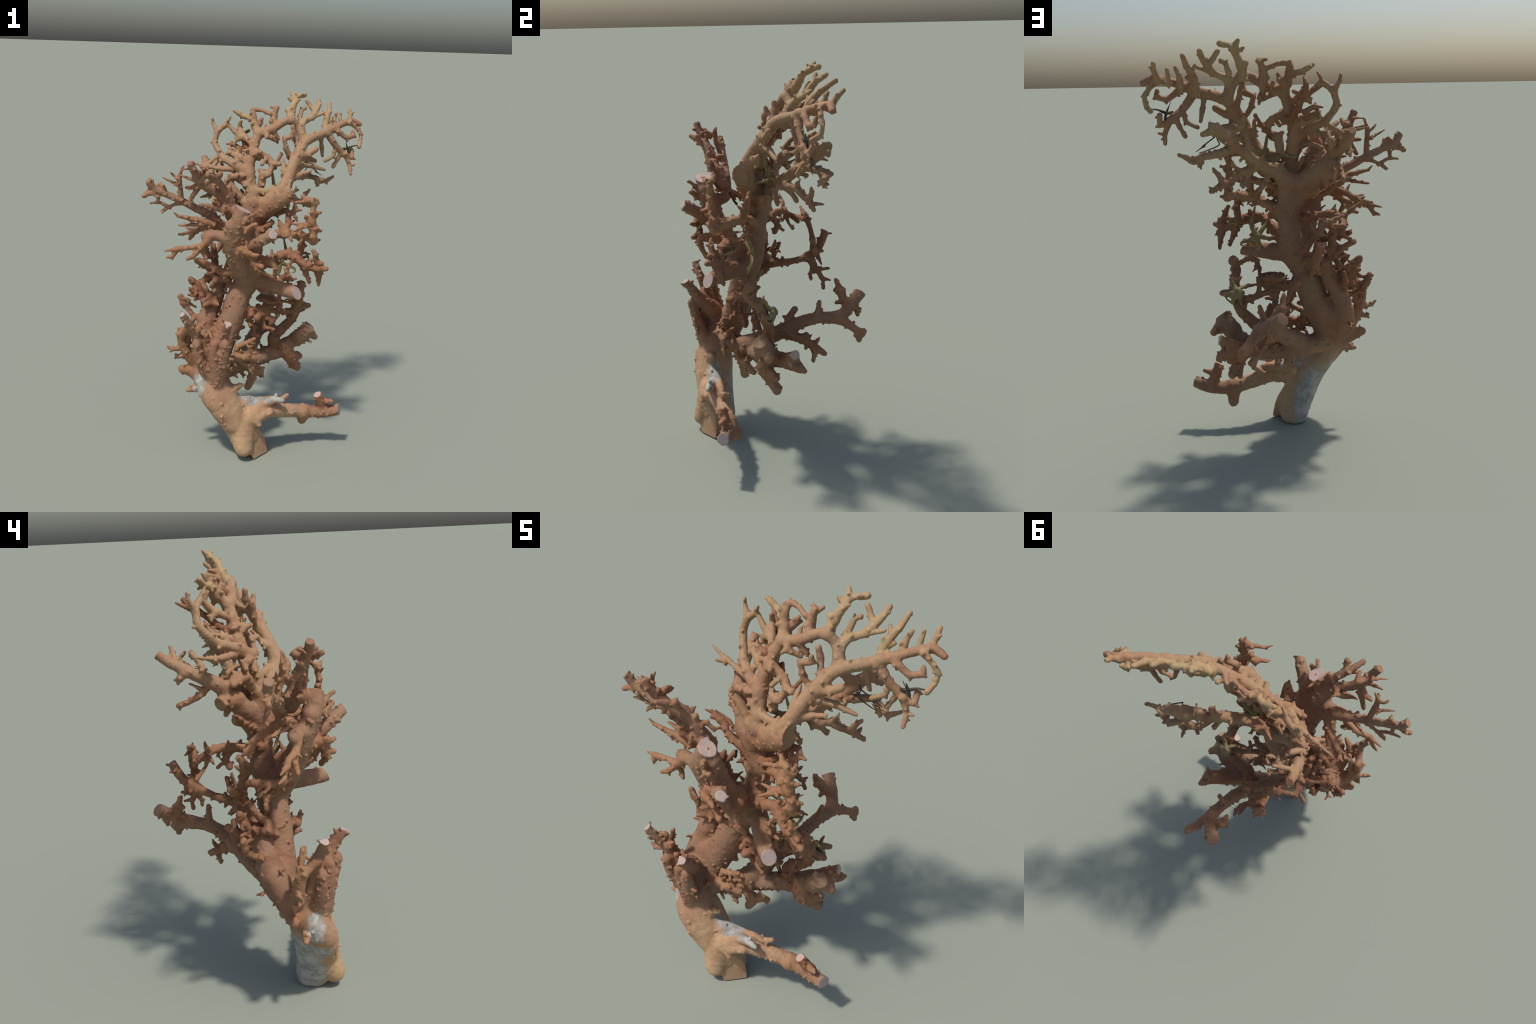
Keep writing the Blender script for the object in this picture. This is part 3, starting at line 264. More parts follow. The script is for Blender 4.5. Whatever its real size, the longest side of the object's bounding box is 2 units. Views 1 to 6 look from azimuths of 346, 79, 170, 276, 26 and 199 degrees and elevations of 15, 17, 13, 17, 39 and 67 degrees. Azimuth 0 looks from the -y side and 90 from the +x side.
limb("fan_droop_hook", (0.466, 0.037, 1.691, 0.0117), (0.454, 0.033, 1.646, 0.0117), (0.405, 0.026, 1.620, 0.0117), knobs=0.35)
limb("front_white_finger_spur", (-0.489, -0.225, 1.191, 0.0117), (-0.485, -0.221, 1.181, 0.0117), (-0.507, -0.215, 1.149, 0.0110), (-0.535, -0.196, 1.139, 0.0051), knobs=0.75)
limb("fan_yellow_spur", (0.342, 0.086, 1.863, 0.0117), (0.404, 0.097, 1.885, 0.0081), knobs=0.35)
limb("star_limb_cross_e", (0.100, -0.195, 0.880, 0.0083), (0.101, -0.190, 0.855, 0.0083), (0.045, -0.201, 0.857, 0.0110), (-0.009, -0.136, 0.862, 0.0116))
limb("left_back_limb_drop_tine", (-0.005, 0.238, 0.925, 0.0116), (0.005, 0.295, 0.927, 0.0067))
limb("fan_finger_d", (0.551, 0.111, 1.831, 0.0112), (0.532, 0.151, 1.812, 0.0112), (0.535, 0.181, 1.876, 0.0090), knobs=0.35)
limb("fan_finger_spur_b", (0.426, 0.112, 1.864, 0.0110), (0.413, 0.132, 1.892, 0.0074), knobs=0.35)
limb("fan_finger_spur", (0.414, 0.082, 1.817, 0.0110), (0.448, 0.097, 1.841, 0.0088), knobs=0.35)
limb("behind_fan_tine_b", (-0.062, 0.145, 1.754, 0.0110), (-0.013, 0.184, 1.775, 0.0093))
limb("fan_arch_knob_b", (0.118, 0.093, 1.894, 0.0108), (0.136, 0.121, 1.908, 0.0109), knobs=0.35)
limb("left_top_limb_tine_b", (-0.251, 0.139, 1.170, 0.0107), (-0.251, 0.126, 1.152, 0.0107), (-0.233, 0.134, 1.123, 0.0068), (-0.289, 0.166, 1.082, 0.0104))
limb("front_cluster_arch_tip", (-0.073, -0.269, 0.651, 0.0106), (-0.051, -0.267, 0.641, 0.0051), knobs=0.75)
limb("left_top_limb_tine", (-0.245, 0.110, 1.191, 0.0106), (-0.269, 0.107, 1.194, 0.0106), (-0.304, 0.115, 1.229, 0.0092), (-0.366, 0.108, 1.267, 0.0039))
limb("right_dark_antler_tine_b", (0.166, -0.158, 1.363, 0.0105), (0.190, -0.161, 1.374, 0.0105), (0.214, -0.167, 1.376, 0.0060))
limb("right_dark_antler_tine_c", (0.166, -0.158, 1.363, 0.0105), (0.179, -0.178, 1.342, 0.0088), (0.188, -0.187, 1.318, 0.0042))
limb("front_dark_antler_tine", (-0.375, -0.075, 1.249, 0.0105), (-0.425, -0.057, 1.231, 0.0088), (-0.449, -0.052, 1.227, 0.0079), knobs=0.75)
limb("front_left_limb_low_twig", (-0.438, -0.183, 1.433, 0.0101), (-0.490, -0.165, 1.419, 0.0101), (-0.527, -0.158, 1.401, 0.0105), (-0.550, -0.153, 1.384, 0.0093), (-0.556, -0.165, 1.374, 0.0041), knobs=0.75)
limb("right_loop_knob", (0.222, -0.349, 1.394, 0.0101), (0.235, -0.349, 1.396, 0.0101), (0.250, -0.345, 1.392, 0.0085), (0.265, -0.351, 1.402, 0.0093))
limb("left_back_limb_drop_tine_b", (0.026, 0.251, 0.884, 0.0101), (0.036, 0.290, 0.873, 0.0067))
limb("front_left_limb_low_tine_b", (-0.577, -0.164, 1.435, 0.0093), (-0.576, -0.179, 1.468, 0.0100), knobs=0.75)
limb("front_left_antler_tine", (-0.468, -0.215, 1.533, 0.0100), (-0.488, -0.196, 1.535, 0.0100), (-0.520, -0.202, 1.553, 0.0066), (-0.558, -0.202, 1.573, 0.0036), knobs=0.75)
limb("front_upper_limb_tine", (-0.390, -0.295, 1.564, 0.0098), (-0.435, -0.286, 1.581, 0.0090), (-0.472, -0.274, 1.593, 0.0049), knobs=0.75)
limb("horizontal_twig_b", (-0.130, -0.166, 0.643, 0.0098), (-0.155, -0.175, 0.624, 0.0048))
limb("left_twig_c_tine", (-0.431, -0.037, 0.853, 0.0098), (-0.386, -0.068, 0.849, 0.0054))
limb("left_riser_c", (-0.163, 0.041, 0.990, 0.0098), (-0.158, 0.019, 0.998, 0.0098), (-0.146, 0.032, 1.041, 0.0098), (-0.141, 0.035, 1.060, 0.0070))
limb("back_right_comb_b", (-0.181, 0.186, 1.539, 0.0095), (-0.192, 0.188, 1.541, 0.0095), (-0.202, 0.186, 1.557, 0.0063), knobs=0.8)
limb("front_low_prong_b", (-0.355, -0.229, 1.344, 0.0084), (-0.360, -0.234, 1.325, 0.0084), (-0.413, -0.202, 1.315, 0.0093), (-0.466, -0.169, 1.308, 0.0058), knobs=0.75)
limb("front_inner_limb_tine_b", (-0.300, -0.313, 1.566, 0.0090), (-0.351, -0.337, 1.565, 0.0073), knobs=0.75)
limb("fan_droop_tail_spur", (0.554, 0.028, 1.591, 0.0089), (0.581, 0.017, 1.598, 0.0059), knobs=0.35)
limb("front_dark_antler_tine_b", (-0.368, -0.076, 1.256, 0.0088), (-0.409, -0.063, 1.267, 0.0042), knobs=0.75)
limb("behind_fan_tine_e", (-0.140, 0.106, 1.673, 0.0087), (-0.141, 0.101, 1.698, 0.0052))
limb("left_twig_b_tine_b", (-0.345, -0.043, 0.869, 0.0087), (-0.360, -0.057, 0.842, 0.0065))
limb("front_cluster_low_tine", (-0.093, -0.272, 0.521, 0.0086), (-0.046, -0.271, 0.520, 0.0073), knobs=0.75)
limb("front_left_limb_low_tine", (-0.510, -0.162, 1.406, 0.0076), (-0.569, -0.165, 1.431, 0.0084), (-0.617, -0.163, 1.428, 0.0057), knobs=0.75)
limb("front_left_antler_tine_b", (-0.481, -0.223, 1.566, 0.0083), (-0.502, -0.216, 1.585, 0.0066), (-0.517, -0.226, 1.600, 0.0053), knobs=0.75)
limb("front_left_antler_tine_c", (-0.471, -0.229, 1.581, 0.0083), (-0.467, -0.234, 1.603, 0.0056), (-0.463, -0.228, 1.630, 0.0033), knobs=0.75)
limb("left_top_limb_drop_b", (-0.170, 0.049, 1.131, 0.0083), (-0.184, 0.090, 1.101, 0.0083))
limb("front_upper_limb_tine_d", (-0.413, -0.318, 1.627, 0.0081), (-0.419, -0.286, 1.631, 0.0081), (-0.451, -0.300, 1.631, 0.0065), (-0.480, -0.312, 1.625, 0.0032), knobs=0.75)
limb("back_left_low_tine_b", (0.349, 0.118, 1.345, 0.0080), (0.367, 0.113, 1.354, 0.0054), knobs=0.8)
limb("star_limb_cross_d", (0.236, -0.116, 0.814, 0.0079), (0.171, -0.107, 0.822, 0.0079), (0.140, -0.103, 0.830, 0.0070), (0.119, -0.100, 0.831, 0.0070))
limb("back_right_twig_spur", (-0.224, 0.126, 1.441, 0.0079), (-0.231, 0.137, 1.459, 0.0079), (-0.229, 0.179, 1.478, 0.0045), knobs=0.8)
limb("back_left_long_drop_b", (0.420, 0.156, 1.490, 0.0078), (0.413, 0.152, 1.473, 0.0078), (0.447, 0.166, 1.471, 0.0062), knobs=0.8)
limb("left_arch_spur", (-0.179, 0.199, 1.188, 0.0077), (-0.176, 0.221, 1.191, 0.0034))

STEMS = ['front_stem', 'left_stem', 'right_stem']
BRANCHES = ['back_left_arm', 'back_left_long', 'back_left_low', 'back_limb', 'back_right_arm', 'behind_fan_limb', 'cross_limb', 'fan_droop', 'fan_left_stem', 'fan_outer_stem', 'fan_right_stem', 'fan_root_cut', 'front_inner_limb', 'front_left_antler', 'front_left_limb', 'front_limb', 'front_limb_left', 'front_low_prong', 'front_upper_limb', 'front_white_finger', 'front_white_limb', 'front_white_stub', 'left_arch', 'left_back_limb', 'left_riser', 'left_top_limb', 'low_branch', 'right_cut_stub', 'right_loop', 'right_loop_riser', 'right_low_limb', 'star_limb']
YELLOW = ['fan_crown', 'fan_crown_hook', 'fan_crown_knob', 'fan_crown_spur', 'fan_end_curl', 'fan_finger', 'fan_finger_c', 'fan_finger_d', 'fan_finger_e', 'fan_finger_spur', 'fan_finger_spur_b', 'fan_inner_curl', 'fan_thumb', 'fan_yellow_fork', 'fan_yellow_spur', 'fan_yellow_tine']
# a big limb and the first letters of the twigs that grow on it
HOSTS = {'fan_right_stem': 'fan_', 'fan_left_stem': 'fan_left', 'front_stem': 'front_', 'front_left_limb': 'front_left', 'front_upper_limb': 'front_upper', 'front_inner_limb': 'front_inner', 'front_white_limb': 'front_white', 'front_limb': 'front_limb', 'back_right_arm': 'back_right', 'back_left_arm': 'back_left', 'back_limb': 'back_li', 'right_loop': 'right_loop', 'right_stem': 'right_', 'right_low_limb': 'right_low', 'left_stem': 'left_', 'left_back_limb': 'left_back', 'left_top_limb': 'left_top', 'star_limb': 'star_', 'cross_limb': 'cross_', 'low_branch': 'low_', 'behind_fan_limb': 'behind_', 'trunk': 'trunk'}
# broad limbs that keep the brown of the stems
BROAD = ['right_stem', 'left_stem', 'front_stem', 'front_stem_flank', 'front_stem_flank_left', 'cross_limb', 'low_branch', 'front_limb', 'front_limb_left', 'front_plate', 'front_plate_left', 'front_plate_right', 'back_limb', 'back_right_arm', 'back_left_arm', 'back_web', 'front_left_limb', 'front_upper_limb', 'front_inner_limb', 'front_white_limb', 'front_white_stub', 'right_cut_stub', 'left_back_limb', 'left_top_limb', 'star_limb', 'behind_fan_limb']
# limbs whose saw cut shows the pale core
PALE = ['front_stem', 'front_white_stub', 'right_cut_stub', 'low_branch', 'low_branch_stub', 'front_limb', 'front_limb_left', 'cross_limb_end', 'cross_limb_end_lip']
# limbs that carry a fringe of small forked sprigs
SPRIGS = ['right_low_limb', 'right_low_limb_link', 'right_loop', 'right_dark_antler', 'mid_twig', 'mid_twig_b', 'mid_twig_c', 'star_limb', 'star_limb_cross', 'star_limb_cross_b', 'star_limb_cross_f', 'left_riser', 'left_riser_b', 'left_top_limb', 'left_top_limb_drop', 'left_arch', 'left_dark_limb', 'left_dark_limb_b', 'left_twig_h', 'left_twig_f', 'cross_limb', 'front_cluster', 'back_left_low', 'back_left_arm', 'left_stem', 'front_dark_antler', 'front_cluster_arch', 'back_low_twig']

# ---------------------------------------------------------------- noise
def lattice(seed):
    return np.random.default_rng(seed).random((32, 32, 32)).astype(np.float32) * 2 - 1

LATTICE = lattice(3)

def value_noise(P, scale, shift=0.0):
    q = P / scale + shift
    i = np.floor(q).astype(np.int64)
    f = (q - i).astype(np.float32)
    f = f * f * (3 - 2 * f)
    out = 0
    for a in (0, 1):
        for b in (0, 1):
            for c in (0, 1):
                w = (f[:, 0] if a else 1 - f[:, 0]) * (f[:, 1] if b else 1 - f[:, 1]) * (f[:, 2] if c else 1 - f[:, 2])
                out = out + w * LATTICE[(i[:, 0] + a) & 31, (i[:, 1] + b) & 31, (i[:, 2] + c) & 31]
    return out


# ---------------------------------------------------------------- limbs to rods
def spline(S, gap, slack=1.0):
    """Cardinal curve through the control points, evenly sampled; little slack = angular."""
    if len(S) == 2:
        n = max(2, int(np.linalg.norm(S[1, :3] - S[0, :3]) / gap) + 1)
        t = np.linspace(0, 1, n)[:, None]
        return S[0] * (1 - t) + S[1] * t
    E = np.vstack([2 * S[0] - S[1], S, 2 * S[-1] - S[-2]])
    out = []
    for a, b, c, d in zip(E[:-3], E[1:-2], E[2:-1], E[3:]):
        n = max(2, int(np.linalg.norm(c[:3] - b[:3]) / gap) + 1)
        t = np.linspace(0, 1, n, endpoint=False)[:, None]
        m0, m1 = 0.5 * slack * (c - a), 0.5 * slack * (d - b)
        q = (2 * t ** 3 - 3 * t ** 2 + 1) * b + (t ** 3 - 2 * t ** 2 + t) * m0 + (3 * t ** 2 - 2 * t ** 3) * c + (t ** 3 - t ** 2) * m1
        q[:, 3] = (b[3] * (1 - t) + c[3] * t)[:, 0]
        out.append(q)
    out.append(S[-1:])
    return np.vstack(out)


LOW = np.array([-0.74, -0.58, -0.06])
HIGH = np.array([0.74, 0.54, 2.06])
SIZE = np.ceil((HIGH - LOW) / STEP).astype(int) + 1
FIELD = np.full(SIZE, 0.05, np.float32)
OWNER = np.full(SIZE, -1, np.int16)
AXES = [(LOW[a] + STEP * np.arange(SIZE[a])).astype(np.float32) for a in range(3)]


def window(lo, hi):
    a = np.maximum(np.floor((lo - LOW) / STEP).astype(int), 0)
    b = np.minimum(np.ceil((hi - LOW) / STEP).astype(int) + 1, SIZE)
    return a, b


def rod_field(rods, lo, hi):
    """Distance to a chain of tapering rods inside a box."""
    a, b = window(lo, hi)
    D = np.full(b - a, 0.05, np.float32)
    for p, q in zip(rods[:-1], rods[1:]):
        r = max(p[3], q[3]) + BAND
        c, d = window(np.minimum(p[:3], q[:3]) - r, np.maximum(p[:3], q[:3]) + r)
        c, d = np.maximum(c, a), np.minimum(d, b)
        if (d <= c).any():
            continue
        X = AXES[0][c[0]:d[0]][:, None, None] - np.float32(p[0])
        Y = AXES[1][c[1]:d[1]][None, :, None] - np.float32(p[1])
        Z = AXES[2][c[2]:d[2]][None, None, :] - np.float32(p[2])
        v = (q - p).astype(np.float32)
        L = float(v[:3] @ v[:3]) + 1e-12
        t = np.clip((X * v[0] + Y * v[1] + Z * v[2]) / np.float32(L), 0, 1)
        e = np.sqrt((X - t * v[0]) ** 2 + (Y - t * v[1]) ** 2 + (Z - t * v[2]) ** 2) - (np.float32(p[3]) + t * v[3])
        w = D[c[0] - a[0]:d[0] - a[0], c[1] - a[1]:d[1] - a[1], c[2] - a[2]:d[2] - a[2]]
        np.minimum(w, e, out=w)
    return a, b, D


def fuse(a, b, D, k, owner):
    F = FIELD[a[0]:b[0], a[1]:b[1], a[2]:b[2]]
    O = OWNER[a[0]:b[0], a[1]:b[1], a[2]:b[2]]
    if owner is not None:
        O[D < F] = owner
    h = np.maximum(k - np.abs(F - D), 0) / k
    F[...] = np.minimum(F, D) - h * h * np.float32(k * 0.25)


CUTS = []                # (limb index, centre, normal, radius) of every sawn face


def knee_knobs(index, L):
    """A blunt knob on the outside of every bend of a twig."""
    S = L["spine"]
    for a, b, c in zip(S[:-2], S[1:-1], S[2:]):
        u, v = b[:3] - a[:3], c[:3] - b[:3]
        out = u / (np.linalg.norm(u) + 1e-9) - v / (np.linalg.norm(v) + 1e-9)
        bend = np.linalg.norm(out)
        if bend < 0.35 or not 0.007 < b[3] < 0.026:
            continue
        d = out / bend + 0.5 * u / np.linalg.norm(u) + rng.normal(0, 0.15, 3)
        d /= np.linalg.norm(d)
        h = b[3] * rng.uniform(0.6, 1.3)
        rods = np.array([[*b[:3], b[3] * 0.7], [*(b[:3] + d * (b[3] * 0.5 + h)), b[3] * 0.42]])
        pad = b[3] + BAND
        x, y, D = rod_field(rods, rods[:, :3].min(0) - pad, rods[:, :3].max(0) + pad)
        fuse(x, y, D, 0.006, None)


def knob_spots(curve, r_here, amount):
    """Places of the small polyp knobs along a limb."""
    step = np.linalg.norm(np.diff(curve[:, :3], axis=0), axis=1)
    s = np.concatenate([[0], np.cumsum(step)])
    spots, at = [], rng.uniform(0.006, 0.02)
    while at < s[-1]:
        i = min(int(np.searchsorted(s, at)), len(curve) - 2)
        spots.append(i)
        r = curve[i, 3]
        gap = 0.017 if r < 0.022 else 0.011
        at += gap * rng.uniform(0.5, 1.6) / max(amount, 0.05)
    return spots


def grow(index, L):
    S = L["spine"].copy()
    r0 = S[:, 3].max()
    C = spline(S, max(0.35 * S[:, 3].min(), 0.006), 1.0 if r0 > 0.024 else 0.45)
    wob = value_noise(C[:, :3], 0.022, index * 1.7)
    C[:, 3] *= 1 + (0.14 if r0 < 0.024 else 0.03) * wob
    end = C[-1]
    axis = C[-1, :3] - C[-3 if len(C) > 3 else -2, :3]
    axis /= np.linalg.norm(axis) + 1e-9
    pad = C[:, 3].max() + BAND
    rods = C
    if L["cut"] is not None:                       # run on past the saw cut
        extra = C[-1].copy()
        extra[:3] += axis * end[3] * 1.6
        rods = np.vstack([C, extra])
    a, b, D = rod_field(rods, C[:, :3].min(0) - pad, C[:, :3].max(0) + pad)
    if L["cut"] is not None:
        n = axis if L["cut"] is True else np.array(L["cut"], float)
        n = n / np.linalg.norm(n)
        if L["cut"] is True:                       # a hand saw is never quite square
            n = n + rng.normal(0, 0.16, 3)
            n /= np.linalg.norm(n)
        X = AXES[0][a[0]:b[0]][:, None, None] - np.float32(end[0])
        Y = AXES[1][a[1]:b[1]][None, :, None] - np.float32(end[1])
        Z = AXES[2][a[2]:b[2]][None, None, :] - np.float32(end[2])
        D = np.maximum(D, X * np.float32(n[0]) + Y * np.float32(n[1]) + Z * np.float32(n[2]))
        CUTS.append((index, end[:3].copy(), n, end[3]))
    k = L["fillet"] or float(np.clip(0.7 * S[0, 3], 0.005, 0.018))
    fuse(a, b, D, k, index)
    return C


def add_knobs(index, L, C):
    for i in knob_spots(C, C[:, 3], L["knobs"]):
        p, r = C[i, :3], C[i, 3]
        if r < 0.007:
            continue
        ax = C[min(i + 1, len(C) - 1), :3] - C[max(i - 1, 0), :3]
        ax = ax / (np.linalg.norm(ax) + 1e-9)
        d = rng.normal(0, 1, 3)
        d -= ax * (d @ ax)
        d /= np.linalg.norm(d) + 1e-9
        d = d + ax * rng.uniform(-0.2, 0.5)
        d /= np.linalg.norm(d)
        if r < 0.022:                              # spurs on twigs
            h = r * rng.uniform(0.3, 0.95) + 0.001
            w0, w1 = r * rng.uniform(0.5, 0.72), r * rng.uniform(0.26, 0.46)
        else:                                      # blunt cones on stems
            h = rng.uniform(0.006, 0.0145)
            w0, w1 = rng.uniform(0.009, 0.0125), rng.uniform(0.0032, 0.005)
        rods = np.array([[*(p + d * (r - 0.8 * w0)), w0], [*(p + d * (r + h - w1)), w1]])
        pad = w0 + BAND
        a, b, D = rod_field(rods, rods[:, :3].min(0) - pad, rods[:, :3].max(0) + pad)
        fuse(a, b, D, 0.007, None)


def sprout(L, C):
    """Small forked sprigs that stand off a limb, as new limbs of their own."""
    s = np.concatenate([[0], np.cumsum(np.linalg.norm(np.diff(C[:, :3], axis=0), axis=1))])
    at = rng.uniform(0.02, 0.05)
    while at < s[-1] * 0.92:
        i = min(int(np.searchsorted(s, at)), len(C) - 2)
        at += rng.uniform(0.045, 0.10)
        p, r = C[i, :3], C[i, 3]
        ax = C[i + 1, :3] - C[max(i - 1, 0), :3]
        ax /= np.linalg.norm(ax) + 1e-9
        d = rng.normal(0, 1, 3)
        d -= ax * (d @ ax)
        d = d / np.linalg.norm(d) + ax * rng.uniform(-0.2, 0.6) + np.array([0, 0, 0.15])
        d /= np.linalg.norm(d)
        long = rng.uniform(0.022, 0.05)
        side = np.cross(d, ax) * rng.choice([-1, 1])
        w = min(rng.uniform(0.0075, 0.0105), r * 0.9)
        mid = p + d * (r + 0.5 * long) + side * rng.normal(0, 0.004)
        end = p + d * (r + long) + side * rng.uniform(0.004, 0.014)
        LIMBS.append(dict(name=L["name"] + "_sprig", spine=np.array([[*(p + d * r * 0.6), w], [*mid, w * 0.85], [*end, w * 0.5]]), cut=None, knobs=0.7, fillet=None))
        if rng.random() < 0.6:
            fork = mid + (d * 0.6 - side * 0.8) * rng.uniform(0.012, 0.024)
            LIMBS.append(dict(name=L["name"] + "_sprig", spine=np.array([[*mid, w * 0.8], [*fork, w * 0.45]]), cut=None, knobs=0.5, fillet=None))


CURVES = [grow(i, L) for i, L in enumerate(LIMBS)]
for L, C in list(zip(LIMBS, CURVES)):
    if L["name"] in SPRIGS:
        sprout(L, C)
for i in range(len(CURVES), len(LIMBS)):
    CURVES.append(grow(i, LIMBS[i]))
for i, L in enumerate(LIMBS):
    add_knobs(i, L, CURVES[i])
    knee_knobs(i, L)
for i, c, n, r in CUTS:                            # keep the sawn faces clean
    pad = r * 1.1 + 0.006
    a, b = window(c - pad, c + pad)
    X = AXES[0][a[0]:b[0]][:, None, None] - np.float32(c[0])
    Y = AXES[1][a[1]:b[1]][None, :, None] - np.float32(c[1])
    Z = AXES[2][a[2]:b[2]][None, None, :] - np.float32(c[2])
    side = X * np.float32(n[0]) + Y * np.float32(n[1]) + Z * np.float32(n[2])
    F = FIELD[a[0]:b[0], a[1]:b[1], a[2]:b[2]]
    O = OWNER[a[0]:b[0], a[1]:b[1], a[2]:b[2]]
    near = (X * X + Y * Y + Z * Z < (r * 1.1 + 0.004) ** 2) & (O == i)
    F[...] = np.where(near, np.maximum(F, side), F)


# the foot was sawn off: a nearly level face that rests on the ground
X, Y, Z = AXES[0][:, None, None], AXES[1][None, :, None], AXES[2][None, None, :40]
np.maximum(FIELD[:, :, :40], -(Z - 0.004) + 0 * X + 0 * Y, out=FIELD[:, :, :40])


# ---------------------------------------------------------------- skin mesh
def surface_nets(F):
    S = F < 0
    n = np.zeros(np.array(F.shape) - 1, np.uint8)
    corners = [(a, b, c) for a in (0, 1) for b in (0, 1) for c in (0, 1)]
    for a, b, c in corners:
        n += S[a:F.shape[0] - 1 + a, b:F.shape[1] - 1 + b, c:F.shape[2] - 1 + c]
    cells = np.argwhere((n > 0) & (n < 8))
    shape = n.shape
    flat = np.ravel_multi_index(cells.T, shape)
    val = {k: F[cells[:, 0] + k[0], cells[:, 1] + k[1], cells[:, 2] + k[2]] for k in corners}
    total, count = np.zeros((len(cells), 3)), np.zeros(len(cells))
    for p in corners:
        for ax in range(3):
            if p[ax]:
                continue
            q = tuple(1 if k == ax else p[k] for k in range(3))
            u, v = val[p], val[q]
            hit = (u < 0) != (v < 0)
            t = np.where(hit, u / np.where(hit, u - v, 1), 0)
            pos = np.tile(np.array(p, float), (len(cells), 1))
            pos[:, ax] += t
            total[hit] += pos[hit]
            count[hit] += 1
    V = (cells + total / count[:, None]) * STEP + LOW
    quads = []
    for ax in range(3):
        lo = [slice(1, -1)] * 3
        hi = [slice(1, -1)] * 3
        lo[ax], hi[ax] = slice(0, -1), slice(1, None)
        A, B = S[tuple(lo)], S[tuple(hi)]
        e = np.argwhere(A != B)
        inside = A[e[:, 0], e[:, 1], e[:, 2]]
        base = e.copy()
        for k in range(3):
            if k != ax:
                base[:, k] += 1
        u, v = [(1, 2), (2, 0), (0, 1)][ax]
        ring = []
        for du, dv in ((-1, -1), (0, -1), (0, 0), (-1, 0)):
            c = base.copy()
            c[:, u] += du
            c[:, v] += dv
            ring.append(np.searchsorted(flat, np.ravel_multi_index(c.T, shape)))
        q = np.stack(ring, 1)
        q[~inside] = q[~inside][:, ::-1]
        quads.append(q)
    return V, np.vstack(quads), cells


V, Q, CELLS = surface_nets(FIELD)
FACE_OWNER = None


def largest_piece(V, Q):
    """Drop stray crumbs that do not hang on the colony."""
    lab = np.arange(len(V))
    while True:
        m = lab[Q].min(1)
        new = lab.copy()
        for k in range(4):
            np.minimum.at(new, Q[:, k], m)
        new = new[new]
        if (new == lab).all():
            break
        lab = new
    keep = lab == np.bincount(lab).argmax()
    return keep


KEEP = largest_piece(V, Q)
Q = Q[KEEP[Q[:, 0]]]
used, inv = np.unique(Q, return_inverse=True)
Q = inv.reshape(Q.shape)
V, CELLS = V[used], CELLS[used]
OWN_V = OWNER[CELLS[:, 0], CELLS[:, 1], CELLS[:, 2]]
for k in ((1, 1, 1), (1, 0, 0), (0, 1, 0), (0, 0, 1)):
    o = OWNER[CELLS[:, 0] + k[0], CELLS[:, 1] + k[1], CELLS[:, 2] + k[2]]
    OWN_V = np.where(OWN_V < 0, o, OWN_V)
del FIELD, OWNER


def vertex_normals(V, Q):
    n = np.cross(V[Q[:, 2]] - V[Q[:, 0]], V[Q[:, 3]] - V[Q[:, 1]])
    N = np.zeros_like(V)
    for k in range(4):
        for ax in range(3):
            N[:, ax] += np.bincount(Q[:, k], n[:, ax], len(V))
    return N / (np.linalg.norm(N, axis=1, keepdims=True) + 1e-12), n / (np.linalg.norm(n, axis=1, keepdims=True) + 1e-12)


def relax(V, Q, amount):
    T, c = np.zeros_like(V), np.zeros(len(V))
    for k in range(4):
        for j in (1, 3):
            for ax in range(3):
                T[:, ax] += np.bincount(Q[:, k], V[Q[:, (k + j) % 4], ax], len(V))
            c += np.bincount(Q[:, k], minlength=len(V))
    return V + amount * (T / c[:, None] - V)


V = relax(V, Q, 0.5)
N, _ = vertex_normals(V, Q)
ON_CUT = np.full(len(V), -1)
for j, (i, c, n, r) in enumerate(CUTS):
    d = V - c
    flat = (np.abs(d @ n) < 0.0035) & ((d * d).sum(1) < (1.6 * r) ** 2) & (N @ n > 0.8)
    ON_CUT[flat] = j
rough = 0.0017 * value_noise(V, 0.024) + 0.0009 * value_noise(V, 0.0095, 5.3) + 0.0004 * value_noise(V, 0.0045, 9.1)
SMOOTH = np.isin(OWN_V, [i for i, L in enumerate(LIMBS) if L["name"].startswith("trunk")])
rough[SMOOTH] *= 0.55
rough[ON_CUT >= 0] *= 0.25
V = V + N * rough[:, None]
N, FN = vertex_normals(V, Q)
V[:, 2] -= V[:, 2].min()


# ---------------------------------------------------------------- materials
def nodes_of(mat):
    mat.use_nodes = True
    t = mat.node_tree
    t.nodes.clear()
    return t


